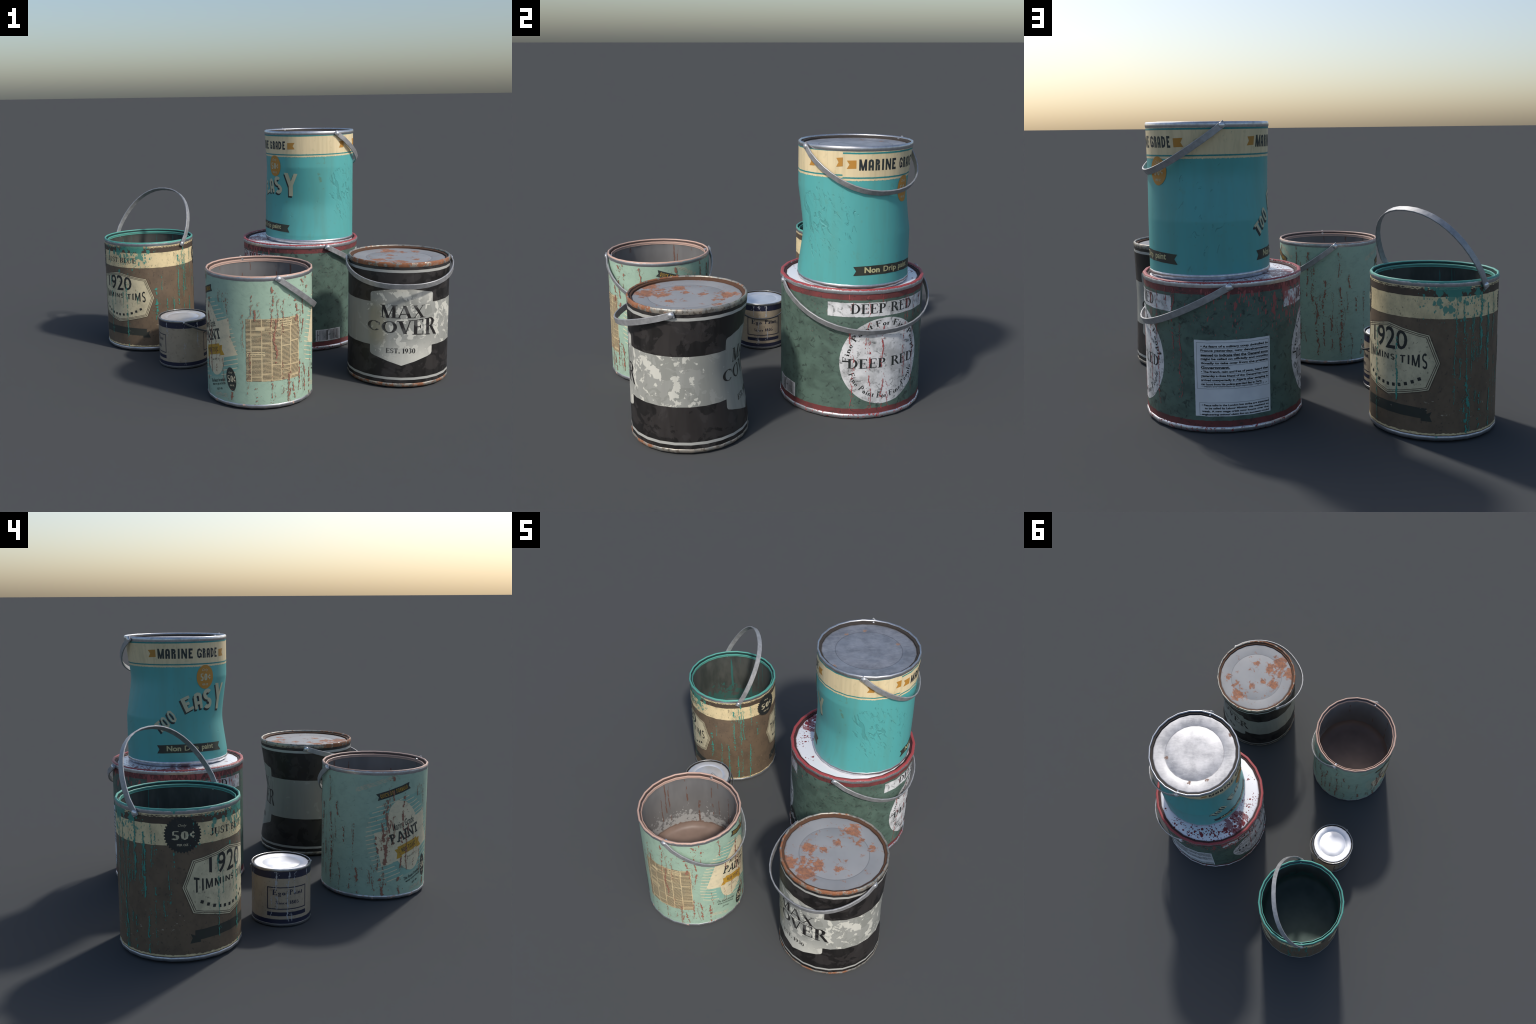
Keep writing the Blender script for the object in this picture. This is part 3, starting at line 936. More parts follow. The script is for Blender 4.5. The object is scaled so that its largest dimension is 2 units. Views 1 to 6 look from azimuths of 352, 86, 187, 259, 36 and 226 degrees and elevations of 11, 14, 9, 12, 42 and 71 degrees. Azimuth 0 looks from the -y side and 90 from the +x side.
MINT_RUNS = [(107, .66, .48, .0045), (109, .46, .05, .0065), (118, .53, .44, .006), (128, .40, .30, .0045), (143, .18, .04, .0085), (136, .14, .05, .005),
                    (181.5, .69, .55, .0075), (176, .56, .40, .006), (170, .50, .28, .0065), (165, .36, .17, .007), (161, .2, .04, .0035), (174, .40, .20, .012), (178, .45, .33, .007),
                    (195, .59, .36, .0075), (192, .36, .16, .007), (200.5, .42, .16, .005), (190, .13, .03, .006), (169.5, .13, .03, .009), (215, .66, .56, .004),
                    (231, .11, .04, .012), (226, .63, .50, .003), (253, .62, .50, .004), (257, .54, .48, .0075), (276, .66, .52, .008), (278, .49, .25, .009), (275, .16, .03, .004), (258, .12, .03, .006),
                    (303, .58, .46, .010), (312, .68, .38, .0085), (318, .69, .62, .007), (300, .16, .04, .008), (308, .25, .08, .006), (316, .22, .06, .0065), (327, .18, .03, .010), (293, .14, .06, .005),
                    (343, .68, .55, .0065), (352, .52, .42, .004), (8, .60, .30, .0085), (13, .50, .18, .006), (22, .68, .60, .009), (36, .64, .56, .005), (56, .69, .5, .005), (60, .45, .2, .006),
                    (70, .66, .40, .007), (77, .6, .3, .005), (82, .4, .05, .006), (90, .5, .1, .007), (48, .3, .06, .006), (98, .3, .08, .006), (20, .2, .04, .007)]
M_RUN = material('rust_run', RUST, .8, base=lambda n, P, c: n.mix(n.noise(n.scl(P, 60), 1, 3), c, (.36, .17, .115)))
rm = random.Random(21)
for k in range(60):                     # hairline streaks between the broad ones
    zt = rm.uniform(.15, .68)
    MINT_RUNS.append((rm.uniform(0, 360), zt, max(.03, zt - rm.uniform(.04, .22)), rm.uniform(.0012, .0030)))
o = can.decal('rust_run', flat(runs(MINT_RUNS, can.R, 225, .47, .012)), 225, M_RUN, 9)
o['kind'] = 'stuff'

# ================================================================== black can with lid
def black_over(n, P, c, r, m):
    x, y, z = n.sep(P)
    g = n.noise(n.scl(P, 22, 22, 3), 1, 4, .6)
    c = n.mix(n.rng(g, .4, .7, 0, .10), c, (.06, .055, .05))
    s = n.noise(n.scl(P, 70), 1, 3, .6)
    return c, n.rng(g, .3, .7, .42, .6), m, n.add(n.m('MULTIPLY', s, .15), n.noise(n.scl(P, 13, 13, 30), 1, 4, .6))
OV = overlay_group('black_can_dirt', black_over)
can = Can('dented black paint can with rusty lid', .704, -.399, 0, .2890, 1.5, .028, .694, dents=((79, 36, .040, .378, .075, .670),))
R = can.R
full = pi * R
def black_base(n, P, c):
    k = n.noise(n.scl(P, 9, 9, 10), 1, 5, .58, .7)
    k2 = n.noise(n.vm('ADD', n.scl(P, 13, 13, 13), (5, 5, 2)), 1, 4, .5, .6)
    c = n.mix(n.rng(k, .50, .515), c, (.0085, .0072, .0068))
    return n.mix(n.mul(n.rng(k2, .58, .63), .45), c, (.045, .04, .04))
M_BLACK = material('worn_black_paint', (.025, .0215, .0205), .5, over=OV, base=black_base, bump=.08)
def white_base(n, P, c):
    x, y, z = n.sep(P)
    k = n.noise(n.scl(P, 15, 15, 15), 1, 5, .55, .8)
    a = n.rng(n.near(P, 300, 100), 0, .7, -.14, .025)
    k = n.add(k, a)
    f = n.rng(k, .47, .485)
    k2 = n.noise(n.vm('ADD', n.scl(P, 24, 24, 24), (3, 8, 1)), 1, 4, .55, .5)
    f2 = n.rng(n.add(k2, a), .565, .585)
    c = n.mix(n.mul(f, .5), (.29, .295, .265), (.38, .38, .35))
    c = n.mix(f2, c, (.62, .61, .54))
    lo = n.mul(n.near(P, 265, 40), n.rng(z, .33, .16))
    c = n.mix(lo, c, (.62, .61, .54))
    hi = n.mul(n.near(P, 285, 26), n.rng(z, .46, .56))
    c = n.mix(n.mul(hi, .8), c, (.58, .57, .52))
    return n.mix(n.mul(n.near(P, 229, 14), n.zband(z, .25, .48, .05), .55), c, (.33, .29, .17))
M_WHITE = material('worn_white_print', (.4, .4, .38), .55, over=OV, base=white_base, bump=.10)
M_STRIPE = material('white_stripe', (.42, .42, .39), .5, over=OV)
def ink_base(n, P, c):
    k = n.noise(n.scl(P, 14), 1, 4, .6)
    return n.mix(n.rng(k, .50, .62, 0, .35), c, (.2, .2, .19))
M_BINK = material('worn_black_ink', (.012, .010, .010), .5, over=OV, base=ink_base)
ORANGE = (.36, .115, .03)
def rusty(n, P, c):
    x, y, z = n.sep(P)
    v = n.noise(n.scl(P, 30), 1, 4, .6)
    c = n.mix(n.rng(v, .35, .65), (.27, .275, .255), (.40, .35, .29))
    c = n.mix(n.rng(n.noise(n.scl(P, 50), 1, 4), .52, .60, 0, .8), c, (.15, .125, .10))
    side = n.rng(n.near(P, 255, 100), 0, .6, -.13, .07)
    side = n.add(side, n.rng(z, .3, .6, -.03, .05))
    k = n.add(n.noise(n.vm('ADD', n.scl(P, 26), (1, 2, 7)), 1, 5, .66), side)
    f = n.rng(k, .52, .62)
    rc = n.mix(n.noise(n.scl(P, 80), 1, 3), (.36, .12, .035), (.15, .055, .025))
    return n.mix(n.mul(f, .92), c, rc), n.mixf(f, .42, .75), n.mixf(f, .5, 0.0)
M_RUSTRIM = material('rusted_rim', (.4, .4, .4), .4, base=rusty)
can.wall('body', M_BLACK)
can.turn('rim', closed_rim(.2922, .7140, .2685, .2800), M_RUSTRIM)
can.turn('base_rim', base_rim(.2918, .030, .004), M_RUSTRIM)
GROOVE_RUST = material('rusty_groove', (.09, .04, .02), .8)
can.turn('rim_groove', [(.2800, .7070), (.2795, .7045), (.2680, .7020), (.2672, .693)], GROOVE_RUST)
def black_lid(n, P, c):
    x, y, z = n.sep(P)
    rad = n.vm('LENGTH', n.scl(P, 1, 1, 0))
    c = n.mix(n.rng(n.noise(n.scl(P, 6), 1, 3), .35, .7), c, (.24, .245, .255))
    c = n.mix(n.rng(n.m('ABSOLUTE', n.sub(rad, .187)), .0035, .001, 0, .55), c, (.12, .12, .13))
    b = 0.0
    for i, (px, py, pr, wt) in enumerate(((-.049, -.205, .10, 1), (-.019, -.122, .075, .95), (-.132, -.049, .085, .95), (-.058, -.011, .055, .85), (-.003, .190, .085, .95), (.062, .150, .05, .75), (.069, -.080, .045, .8), (-.155, -.194, .09, .9), (-.034, .069, .045, .8), (.147, .146, .045, .65), (-.10, -.15, .09, .9))):
        k = n.mul(n.blob(P, px, py, pr), wt)
        b = k if i == 0 else n.mx(b, k)
    q = n.noise(n.scl(P, 27), 1, 6, .7, .3)
    f = n.rng(n.add(q, n.m('MULTIPLY', b, .30)), .585, .70)
    rc = n.mix(n.rng(n.noise(n.scl(P, 60), 1, 4, .65), .35, .65), (.36, .14, .06), (.20, .085, .05))
    return n.mix(n.mul(f, .9), c, rc), n.mixf(f, .62, .85), 0.0
can.turn('lid', lid_profile(.2675, .6945, .187), material('rust_blotched_lid', (.275, .28, .29), .5, base=black_lid), sharp=60)
can.handle(346.5, .687, 256.5, -15.4, .303, .356, STRAP, RIVET, square=.88)
for z0, z1 in ((.6575, .6725), (.049, .063)):
    can.decal('stripe', flat([rect(-full, full, z0, z1)]), 166.5, M_STRIPE, 1)
can.decal('label_band', flat([rect(-full, full, .2395, .4865)]), 166.5, M_WHITE, 1)
for th in (256.7, 76.7):
    hw = radians(36.3) * R
    def corner(cx, cy, r, a0, a1):
        return [(cx + r * cos(radians(a0 + (a1 - a0) * i / 6)), cy + r * sin(radians(a0 + (a1 - a0) * i / 6))) for i in range(7)]
    sh = corner(hw - .018, .528, .018, 0, 72) + [(.05, .567)] + corner(-.05, .567, .001, 90, 91)[:1] + corner(-hw + .018, .528, .018, 108, 180) + corner(-hw + .020, .204, .020, 180, 245) + corner(0, .151, .018, 245, 295) + corner(hw - .020, .204, .020, 295, 360)
    lab = can.decal('label_shield', flat([sh]), th, M_WHITE, 2)
    can.decal('lettering', flat(fit(letters('MAX', T=.2, t=.06, gap=.2), radians(-24.0) * R, radians(26.6) * R, .4035, .4755)), th, M_BINK, 3, lab)
    x0, x1 = radians(-39.5) * R, radians(42.5) * R
    b = fit(letters('COVER', T=.2, t=.06), x0, x1, -.5, .5)
    def grow(x, y):
        u = (x - x0) / (x1 - x0)
        return x, .353 - .002 * u + y * (.054 + .056 * u ** 1.25)
    can.decal('lettering', flat(warp(b, grow)), th, M_BINK, 3, lab)
    can.decal('lettering', flat(fit(letters('EST. 1930', T=.2, t=.07), radians(-17.2) * R, radians(15.2) * R, .203, .232)), th, M_BINK, 3, lab)

# ================================================================== red and green can with white lid
REDP = (.33, .065, .065)
def red_over(n, P, c, r, m):
    x, y, z = n.sep(P)
    g = n.noise(n.scl(P, 11, 11, 12), 1, 5, .62, .4)
    s = n.noise(n.scl(P, 30, 30, 34), 1, 4, .66, .8)
    c = n.mix(n.rng(g, .38, .68, 0, .70), c, n.mix(.62, c, (.022, .032, .028)))
    c = n.mix(n.rng(s, .54, .68, 0, .75), c, (.022, .030, .027))
    a = n.mx(n.near(P, 172, 62), n.mul(n.near(P, 120, 60), .6), n.mul(n.near(P, 200, 60), .8))
    dens = n.mul(a, n.rng(z, .32, .66), 1.45)
    lean = n.comb(n.add(x, n.m('MULTIPLY', z, .10)), n.add(y, n.m('MULTIPLY', z, -.06)), z)
    sp = n.mx(n.drops(lean, dens, 62, 17), n.drops(lean, dens, 100, 30, shift=4.2), n.drops(lean, n.mul(dens, .8), 150, 40, shift=9.1))
    sp2 = n.drops(P, n.mul(n.rng(z, .25, .5), .30), 130, 90, shift=2)
    f = n.mx(sp, n.mul(sp2, .7))
    tone = n.mix(n.noise(n.scl(P, 24), 1, 3), REDP, (.42, .11, .105))
    return n.mix(n.mul(f, .9), c, tone), n.mixf(f, r, .5), n.mixf(f, m, 0.0), n.add(n.m('MULTIPLY', f, .6), n.m('MULTIPLY', s, -.5))
OV = overlay_group('red_can_dirt', red_over)
can = Can('wide green paint can with red bands and white lid', .2985, .4700, 0, .3768, 0, .026, .672)
R = can.R
full = pi * R
M_GRN = material('scuffed_green_paint', (.098, .158, .125), .6, over=OV, bump=.3)
M_RBAND = material('dull_red_band', (.185, .042, .042), .6, over=OV)
M_RWHITE = material('scuffed_white_print', (.72, .72, .72), .6, over=OV)
M_RINK = material('black_lettering', (.018, .018, .018), .55, over=OV)
M_PAPER = material('pasted_paper', (.76, .77, .78), .7, over=None, base=lambda n, P, c: n.mix(n.rng(n.noise(n.scl(P, 12), 1, 4), .35, .7), c, (.68, .69, .71)))
RED_RIM = steel('red_painted_rim', (.72, .72, .74), paint=(.33, .052, .055), cover=.47, ztop=.6865, scale=75, sharpness=.02)
can.wall('body', M_GRN)
can.turn('rim', closed_rim(.3825, .6930, .3510, .3635), RED_RIM)
can.turn('base_rim', base_rim(.3828, .028), steel('red_chipped_base_rim', (.72, .72, .74), paint=(.30, .05, .052), cover=.42, scale=80, sharpness=.02))
can.turn('rim_groove', [(.3635, .6855), (.3630, .6835), (.3515, .6820), (.3505, .672)], material('dark_red_ledge', (.05, .014, .014), .7))  # shallow ledge, a deep red ring between rim and lid
def red_lid(n, P, c):
    x, y, z = n.sep(P)
    b = 0.0
    for i, (px, py, pr, wt) in enumerate(((-.29, .0, .16, 1.0), (-.217, .175, .13, .8), (-.108, .27, .12, .75), (-.003, .304, .10, .7), (-.245, -.13, .12, .7), (-.24, -.2, .09, .55), (.137, .295, .07, .45), (-.14, -.275, .08, .4), (-.30, .08, .14, 1.0), (-.16, .24, .12, .9), (-.26, .14, .12, .9))):
        k = n.mul(n.blob(P, px, py, pr), wt)
        b = k if i == 0 else n.mx(b, k)
    f = n.mx(n.drops(P, n.mul(b, 1.5), 60, 60), n.drops(P, n.mul(b, 1.4), 34, 34, shift=3), n.mul(n.drops(P, n.mul(b, 1.5), 100, 100, shift=7), 1.0))
    sm = n.mul(n.blob(P, -.285, .01, .13), n.rng(n.noise(n.scl(P, 22, 22, 22), 1, 4, .6), .40, .55))
    f = n.mx(f, n.mul(n.rng(sm, .10, .30), .85))
    return n.mix(f, c, (.20, .022, .028)), n.mixf(f, .32, .45), n.mixf(f, .25, 0.0)
can.turn('lid', [(.3505, .668), (.3505, .674), (.347, .6775), (.340, .6790), (.300, .6790), (.25, .6786), (0, .6786)], material('white_splattered_lid', (.86, .86, .88), .3, base=red_lid), sharp=60)
can.handle(285.2, .672, 15.2, -27.3, .397, .438, STRAP, RIVET, width=.031, rivet=.0155)
can.decal('red_band', flat([ragged(-full, full, .637, .672, .0, .002, step=.008, seed=1)]), 105, M_RBAND, 1)
can.decal('red_band', flat([ragged(-full, full, .026, .058, .003, .0, step=.008, seed=2)]), 105, M_RBAND, 1)
def over_arc(r):
    return lambda x, y: ((r + y) * sin(x / r), .310 + (r + y) * cos(x / r))
def under_arc(r):
    return lambda x, y: ((r - y) * sin(x / r), .310 - (r - y) * cos(x / r))
for th in (18.0, 194.6):
    hb = radians(45.4) * R
    can.decal('name_strip', flat([ragged(-hb, hb, .550, .6225, .002, .002, .002, step=.007, seed=th)]), th - .4, M_RWHITE, 2)
    can.decal('lettering', flat(fit(letters('DEEP RED', T=.19, t=.06, gap=.14), radians(-28.2) * R, radians(25.6) * R, .5665, .6175)), th, M_RINK, 3)
    lab = can.decal('label_roundel', flat([oval(0, .310, .2365, .2305, 72)]), th, M_RWHITE, 2)
    can.decal('lettering', flat(fit(letters('DEEP RED', T=.19, t=.06, gap=.14), radians(-29.8) * R, radians(29.8) * R, .277, .328)), th, M_RINK, 3, lab)
    line = fit(letters('Fine Paint For Fine People', T=.17, t=.08, serif=.06), -.30, .30, -.009, .032)
    can.decal('lettering', flat(warp(line, over_arc(.190))), th, M_RINK, 3, lab)
    line = fit(letters('Fine Paint For Fine People', T=.17, t=.08, serif=.06), -.25, .25, -.009, .030)
    can.decal('lettering', flat(warp(line, under_arc(.200))), th, M_RINK, 3, lab)
# bar code
hb = radians(13.8) * R
bc = can.decal('bar_code', flat([rect(-hb, hb, .0605, .1375)]), 287.7, M_RWHITE, 2)
bars, x = [], -hb + .010
rb = random.Random(5)
while x < hb - .012:
    w = rb.choice((.0025, .004, .004, .007))
    bars.append(rect(x, x + w, .066, .132))
    x += w + rb.choice((.004, .006, .0075))
can.decal('bar_code_lines', flat(bars), 287.7, M_RINK, 3, bc)
bd = can.decal('price_badge', flat([oval(0, .138, .074, .068)]), 230, M_RINK, 3)
can.decal('lettering', flat(fit(letters('50\u00a2', T=.2, t=.14, serif=0, gap=.08), -.052, .054, .116, .164)), 230, M_RWHITE, 4, bd)
# pasted paper with typed lines
hp = radians(27.05) * R
pp = can.decal('pasted_notice', flat([ragged(-hp, hp, .0790, .4315, .0012, .0012, .0008, step=.008, seed=3)]), 107.6, M_PAPER, 3)
def frame(x0, x1, y0, y1, w=.0012):
    return [rect(x0, x1, y0, y0 + w), rect(x0, x1, y1 - w, y1), rect(x0, x0 + w, y0 + w, y1 - w), rect(x1 - w, x1, y0 + w, y1 - w)]
can.decal('ruled_frame', flat(frame(-hp + .010, hp - .006, .207, .420) + frame(-hp + .020, hp - .008, .085, .143)), 107.6, M_RINK, 4, pp)
lines = ['\u2022 As fears of a military coup dwindled in', 'France yesterday, new developments', 'seemed to indicate that the General soon', 'might be called on officially and constitu', 'tionally to take over from the present', 'Government.',
         '\u2022 The French, calm and free of panic, heard that', 'yesterday a close friend of the General has now', 'arrived unexpectedly in Algeria after escaping in', 'car boot from his police-guarded flat in Paris.']
y = .404
xl, xr = -hp + .030, hp - .010
rules = []
for i, t in enumerate(lines):
    short = {5: .42, 9: .9}.get(i, 1.0)
    can.decal('lettering', bfit(text(t, .05), xl, xl + (xr - xl) * short, y - .0088, y + .0042), 107.6, M_RINK, 4, pp)
    rules.append(rect(xl, xl + (xr - xl) * short, y - .0112, y - .0100))
    y -= .0192 if i != 5 else .0205
can.decal('ruled_lines', flat(rules), 107.6, M_RINK, 5, pp)
can.decal('lettering', bfit(text('News and Comment by our reporter - Pages 2, 7', .015, .3), xl + .014, xr - .006, .2125, .2215), 107.6, M_RINK, 4, pp)
y = .1315
for i, t in enumerate(['\u2022 Peace talks in the London bus strike are expected', 'to be called by Labour Minister this weekend to', 'week. A new wage crisis now looms over the', "engineering unions' claim for an increase could"]):
    can.decal('lettering', bfit(text(t, .05), xl + (.014 if i == 1 else 0), xr, y - .0075, y + .0040), 107.6, M_RINK, 4, pp)
    y -= .0142

RED_RUNS = [(350, .69, .58, .004), (350.5, .47, .40, .007), (352, .38, .05, .003), (3, .66, .55, .0035), (3.5, .52, .40, .004), (4, .42, .26, .0075), (6, .24, .05, .003),
                    (15, .69, .62, .004), (15.2, .50, .28, .0065), (16, .25, .05, .0065), (21, .2, .05, .003), (37, .64, .20, .0032), (41, .66, .50, .003), (48, .69, .1, .0025),
                    (57, .69, .5, .0035), (64, .66, .30, .003), (69, .5, .15, .0028), (192, .6, .2, .004), (205, .65, .3, .004), (183, .66, .12, .004)]
M_RUN = material('red_paint_run', REDP, .5, base=lambda n, P, c: n.mix(n.noise(n.scl(P, 24), 1, 3), c, (.42, .11, .105)))
o = can.decal('paint_run', flat(runs(RED_RUNS, can.R, 18, .46, .012)), 18, M_RUN, 6)
o['kind'] = 'stuff'

# ================================================================== teal can on top, with brushed lid
def teal_over(n, P, c, r, m):
    x, y, z = n.sep(P)
    g = n.noise(n.scl(P, 13, 13, 1.2), 1, 4, .6)
    s = n.noise(n.scl(P, 30, 30, 26), 1, 4, .6)
    c = n.mix(n.rng(g, .42, .68, 0, .34), c, n.mix(.5, c, (.12, .17, .09)))
    c = n.mix(n.mul(n.rng(s, .60, .70), n.mx(n.near(P, 276, 12), .28), .5), c, (.13, .17, .06))
    lean = n.comb(n.add(x, n.m('MULTIPLY', z, .35)), n.add(y, n.m('MULTIPLY', z, .2)), z)
    a = n.mul(n.near(P, 318, 44), n.zband(z, .16, .50, .10))
    k = n.noise(n.scl(lean, 30, 30, 13), 1, 4, .6, 1.1)
    k2 = n.noise(n.vm('ADD', n.scl(lean, 52, 52, 26), (4, 4, 4)), 1, 3, .6, .8)
    w = n.mx(n.mul(a, .9), n.mul(n.near(P, 100, 42), .45), .08)
    f = n.mx(n.rng(n.add(k, n.m('MULTIPLY', w, .18)), .71, .77), n.rng(n.add(k2, n.m('MULTIPLY', w, .15)), .745, .80))
    c = n.mix(n.mul(f, .34), c, (.05, .20, .19))
    rel = n.noise(n.scl(lean, 26, 26, 15), 1, 4, .6, .8)
    h = n.add(n.m('MULTIPLY', f, -.9), n.m('MULTIPLY', rel, n.m('MULTIPLY', a, .9)))
    return c, n.add(r, n.m('MULTIPLY', s, .08)), m, h
OV = overlay_group('teal_can_dirt', teal_over)
can = Can('dented turquoise paint can with cream band and steel lid', .36, .463, .679, .2890, 7.5, .028, .694,
          dents=((112, 38, .041, .475, .265, .692), (246, 33, .030, .252, .048, .485)))
R = can.R
full = pi * R
M_TEAL = material('turquoise_paint', (.092, .395, .385), .42, over=OV, bump=.55)
def cream_base(n, P, c):
    g = n.noise(n.scl(P, 46, 46, 3), 1, 3, .6)
    h = n.noise(n.scl(P, 8), 1, 4, .6)
    c = n.mix(n.rng(g, .45, .72, 0, .4), c, (.60, .47, .27))
    return n.mix(n.rng(h, .55, .75, 0, .35), c, (.66, .44, .2))
M_TCREAM = material('cream_band_print', (.78, .64, .39), .5, over=OV, base=cream_base)
M_TLINE = material('dark_turquoise_line', (.025, .25, .25), .5, over=OV)
M_TINK = material('near_black_ink', (.016, .021, .027), .5, over=OV)
M_FLAG = material('amber_print', (.50, .235, .035), .5, over=OV)
M_PALE = material('pale_sage_lettering', (.52, .52, .36), .5, over=OV)
M_BANN = material('charcoal_banner', (.027, .026, .022), .5, over=OV)
M_BTXT = material('olive_cream_lettering', (.50, .48, .26), .5, over=OV)
can.wall('body', M_TEAL)
STEEL = steel('tinned_steel_rim', (.62, .63, .66), .30, .9)
can.turn('rim', closed_rim(.2922, .7140, .2685, .2800), STEEL)
can.turn('base_rim', base_rim(.2920), STEEL)
can.turn('rim_groove', [(.2800, .7070), (.2795, .7045), (.2680, .7020), (.2672, .693)], material('dark_ledge', (.035, .028, .024), .8))  # shallow ledge, a near-black ring around the lid
def brushed(n, P, c):
    x, y, z = n.sep(P)
    rad = n.vm('LENGTH', n.scl(P, 1, 1, 0))
    dg = n.comb(n.add(x, y), n.m('MULTIPLY', n.sub(x, y), 4.0), 0.0)
    g = n.noise(n.scl(P, 12), 1, 5, .65)
    s1 = n.noise(n.scl(dg, 9), 1, 5, .7, 1.2)
    c = n.mix(n.rng(g, .3, .75), c, (.28, .285, .30))
    c = n.mix(n.rng(s1, .45, .7, 0, .4), c, (.60, .60, .61))
    c = n.mix(n.rng(n.m('ABSOLUTE', n.sub(rad, .187)), .004, .0012, 0, .5), c, (.16, .16, .17))
    f = 0.0
    for i, (px, py) in enumerate(((.105, .145), (-.186, .067), (-.119, .159), (-.073, -.243))):
        k = n.mul(n.blob(P, px, py, .020), n.rng(n.noise(n.scl(P, 90), 1, 3), .38, .5))
        f = k if i == 0 else n.mx(f, k)
    f = n.rng(f, .1, .5, 0, .8)
    return n.mix(f, c, (.22, .11, .06)), n.mixf(f, n.rng(s1, .3, .7, .42, .56), .8), n.mixf(f, .75, 0.0)
can.turn('lid', lid_profile(.2675, .6945, .187), material('brushed_steel_lid', (.46, .46, .48), .42, base=brushed), sharp=60)
can.handle(294.7, .697, 24.7, -35.3, .304, .364, STRAP, RIVET)
# cream band, printed in two turns that meet at a seam
SEAM = 338.0
xw = radians(360) * R
def turn_band(da, db, x0, x1, seed):
    for nm, z0, z1, mt, ly in (('label_band', .5515, .694, M_TCREAM, 1), ('printed_line', .6800, .6880, M_TLINE, 2), ('printed_line', .5620, .5690, M_TLINE, 2)):
        p = ragged(x0, x1, z0, z1, .0008, .0042 if nm == 'label_band' else .0008, 0, step=.004, seed=seed)
        p = [(x, min(z + da + (db - da) * (x - x0) / (x1 - x0), .6935)) for x, z in p]
        can.decal(nm, flat([p]), SEAM, mt, ly)
turn_band(-.004, .002, 0, radians(270) * R, 1)
turn_band(.002, .009, radians(-90) * R, 0, 4)
def flag(x, z, w, left):
    p = [(x, z - .021), (x + w, z - .019), (x + w, z + .021), (x, z + .019)]
    if left:
        p.append((x + .013, z))
    else:
        p.insert(2, (x + w - .013, z))
    return p
for th in (190.2, 29.8):
    deg = lambda d: radians(d) * R
    can.decal('pennant', flat([flag(deg(-48), .626, deg(9.2), True), flag(deg(39.7), .622, deg(10), False)]), th, M_FLAG, 2)
    b = fit(letters('MARINE', T=.26, t=.20, serif=0, box=True, gap=.16), deg(-36.2), deg(3.2), .598, .652)
    b += fit(letters('GRADE', T=.26, t=.20, serif=0, box=True, gap=.16), deg(8.0), deg(36.4), .598, .652)
    can.decal('lettering', flat(b), th, M_TINK, 2)
    bd = can.decal('price_badge', flat([oval(0, .494, deg(10.9), .066)]), th + 18.2, M_FLAG, 3)
    b = fit(letters('50', T=.24, t=.16, serif=0, box=True, gap=.08), -.034, .014, .473, .513)
    b += fit(letters('\u00a2', T=.2, t=.13, serif=0, box=True), .019, .036, .479, .508)
    can.decal('lettering', flat(b), th + 18.2, M_PALE, 4, bd)
    can.decal('lettering', bfit(text('Only', .0, .3), -.022, .020, .522, .541), th + 18.2, M_PALE, 4, bd)
    can.decal('lettering', bfit(text('PER OZ', .02), -.021, .020, .447, .458), th + 18.2, M_PALE, 4, bd)
    # rising name: each letter has its own lower-left corner, tilt and size, with a dark drop shadow
    name = [('T', -34.5, .188, 38, .037, .064), ('O', -27.6, .213, 38, .035, .070), ('O', -20.4, .242, 36, .037, .076),
            ('E', -5.5, .302, 24, .054, .082), ('A', 5.6, .316, 9, .050, .092), ('S', 16.8, .314, 4, .064, .112), ('Y', 32.5, .308, -3, .096, .146)]
    pale, dark = [], []
    for c, d, z, tilt, w, h in name:
        gl = fit(letters(c, T=.24, t=.20, serif=0, box=(c != 'S')), 0, w, 0, h)
        pale += move(gl, tilt, deg(d), z)
        dark += move(gl, tilt, deg(d) - .008, z - .011)
    if th > 90:                         # only one side carries the name
        can.decal('lettering_shadow', flat(dark), th, M_TINK, 1)
        can.decal('lettering', flat(pale), th, M_PALE, 2)
    ban = [(deg(-39.4), .122), (deg(-20), .127), (deg(0), .1275), (deg(22), .124), (deg(41.5), .119), (deg(38.5), .097), (deg(41.8), .072), (deg(20), .077), (deg(0), .080), (deg(-20), .080), (deg(-39.2), .076), (deg(-36.5), .100)]
    bn = can.decal('banner', flat([ban]), th, M_BANN, 2)
    can.decal('lettering', bfit(text('Non', .035), deg(-28.2), deg(-12.2), .090, .120), th, M_BTXT, 3, bn)
    can.decal('lettering', bfit(text('Drip', .012), deg(-8.2), deg(8.0), .083, .120), th, M_BTXT, 3, bn)
    can.decal('lettering', bfit(text('paint', .020), deg(12.0), deg(28.4), .082, .119), th, M_BTXT, 3, bn)
can.decal('pennant', flat([flag(radians(-39) * R, .628, radians(8) * R, True), [(radians(-6.6) * R, .6135), (0, .618), (0, .660), (radians(-6.6) * R, .656), (radians(-4.2) * R, .636)]]), SEAM, M_FLAG, 3)

# ================================================================== small tin
def small_over(n, P, c, r, m):
    x, y, z = n.sep(P)
    g = n.noise(n.scl(P, 30, 30, 26), 1, 5, .65)
    s = n.noise(n.scl(P, 70, 70, 55), 1, 4, .65)
    c = n.mix(n.rng(g, .42, .75, 0, .4), c, n.mix(.5, c, (.05, .045, .04)))
    c = n.mix(n.rng(s, .60, .70, 0, .5), c, (.07, .06, .045))
    return c, r, m, n.m('MULTIPLY', s, -.4)
OV = overlay_group('small_tin_dirt', small_over)
can = Can('small tan and navy paint tin with shiny lid', -.522, .041, 0, .1493, 0, .016, .286)
R = can.R
full = pi * R
M_TAN = material('tan_paper', (.39, .32, .23), .42, over=OV, bump=.15)
M_NAVY = material('navy_print', (.018, .020, .046), .4, over=OV)
can.wall('body', M_TAN)
SST = steel('dull_tin_rim', (.50, .50, .50), .32, .9)
can.turn('rim', [(.1475, .283), (.1505, .2845), (.1520, .289), (.1523, .2935), (.1512, .297), (.1492, .2985), (.1465, .2978), (.1455, .2965), (.1455, .289)], SST)
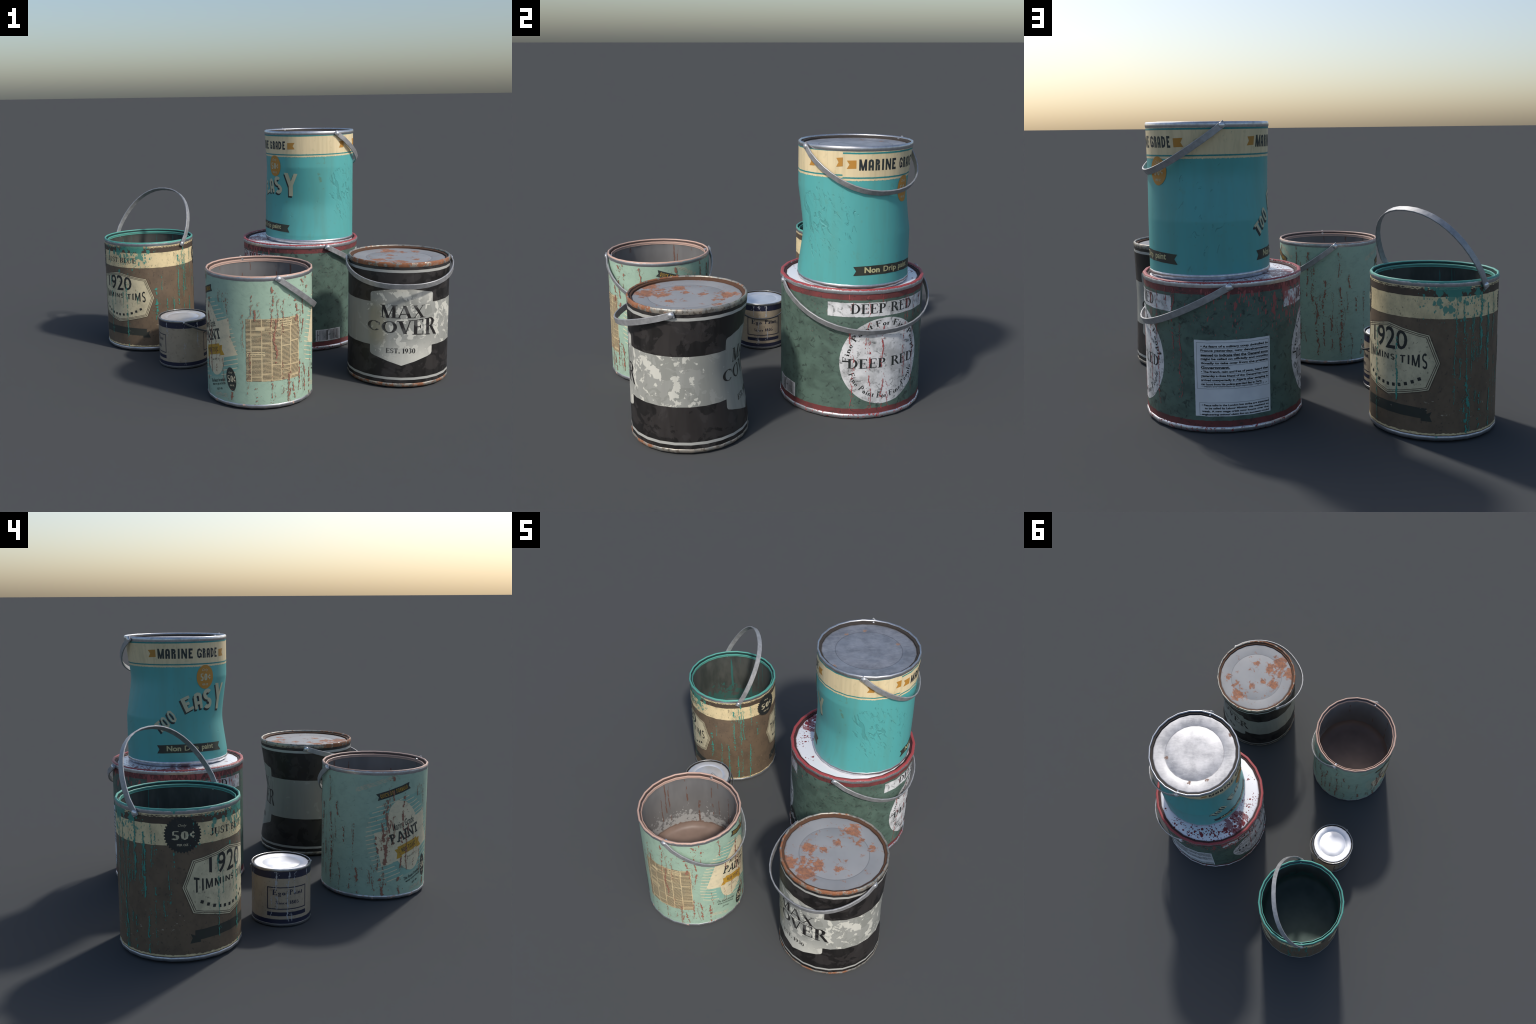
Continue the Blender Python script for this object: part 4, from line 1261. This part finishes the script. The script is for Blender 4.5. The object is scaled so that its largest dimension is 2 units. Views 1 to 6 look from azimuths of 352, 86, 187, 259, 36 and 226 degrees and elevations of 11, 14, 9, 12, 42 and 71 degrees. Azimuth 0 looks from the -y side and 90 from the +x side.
can.turn('rim_groove', [(.1454, .297), (.1452, .287), (.138, .287)], material('dark_tin_groove', (.03, .028, .025), .7))
can.turn('base_rim', [(0, .004), (.140, .004), (.142, .0), (.1455, .0), (.1498, .004), (.1520, .010), (.1512, .016), (.148, .0175)], SST)
can.turn('lid', [(.1395, .280), (.1395, .2890), (.1375, .2915), (.133, .2918), (.118, .2908), (.1005, .2895), (.0985, .2878), (.0955, .2876), (.0935, .2884), (.06, .2882), (.03, .2880), (0, .2880)],
         material('bright_tin_lid', (.95, .955, .97), .3, .8, base=lambda n, P, c: (n.mix(n.rng(n.noise(n.scl(P, 14), 1, 4), .35, .7), c, (.88, .89, .91)), n.rng(n.noise(n.scl(P, 24), 1, 4), .3, .7, .42, .52), .8)), sharp=60)  # near-white base, lightened toward the sun glare on this lid
can.handle(268.6, .287, -1.4, -27.9, .157, .180, material('dark_tin_wire', (.18, .18, .18), .4, .7), RIVET, width=.0105, thick=.005, square=.9, rivet=.006, hug=.004)
can.decal('navy_band', flat([rect(-full, full, .250, .286)]), 88, M_NAVY, 1)
can.decal('navy_band', flat([rect(-full, full, .016, .039)]), 88, M_NAVY, 1)
for th in (180.4, 1.9):
    hw = radians(40.9) * R
    can.decal('label_frame', flat(frame(-hw, hw, .0905, .2065, .0050)), th, M_NAVY, 1)
    can.decal('navy_bar', flat([rect(-hw, hw, .0560, .0765)]), th, M_NAVY, 1)
    b = fit(letters('Ego', T=.2, t=.09), radians(-30.3) * R, radians(-4.5) * R, .157, .1935) + fit(letters('Paint', T=.2, t=.09), radians(3.0) * R, radians(31.6) * R, .1655, .1935)
    can.decal('lettering', flat(b), th, M_NAVY, 1)
    can.decal('lettering', flat(fit(letters('Since 1805', T=.22, t=.10), radians(-23.4) * R, radians(22.8) * R, .118, .1365)), th, M_NAVY, 1)
SMALL_RUNS = [(159.5, .285, .20, .0055), (156, .24, .19, .005), (182, .285, .235, .004), (180.5, .24, .028, .004), (193.5, .285, .17, .003), (148.7, .16, .057, .003), (158.5, .16, .09, .0035), (188, .09, .026, .003),
                    (338, .285, .18, .0035), (350, .285, .03, .0045), (346, .09, .028, .003), (8, .285, .21, .006), (12, .18, .06, .004), (302, .285, .12, .0045), (268, .285, .25, .0035), (270, .16, .02, .003), (225, .285, .19, .003), (100, .285, .1, .004), (70, .285, .15, .004)]
M_RUN = material('pale_paint_run', (.40, .41, .43), .45)
o = can.decal('paint_run', flat(runs(SMALL_RUNS, can.R, 180, .42, .006, step=.0025)), 180, M_RUN, 3)
o['kind'] = 'stuff'
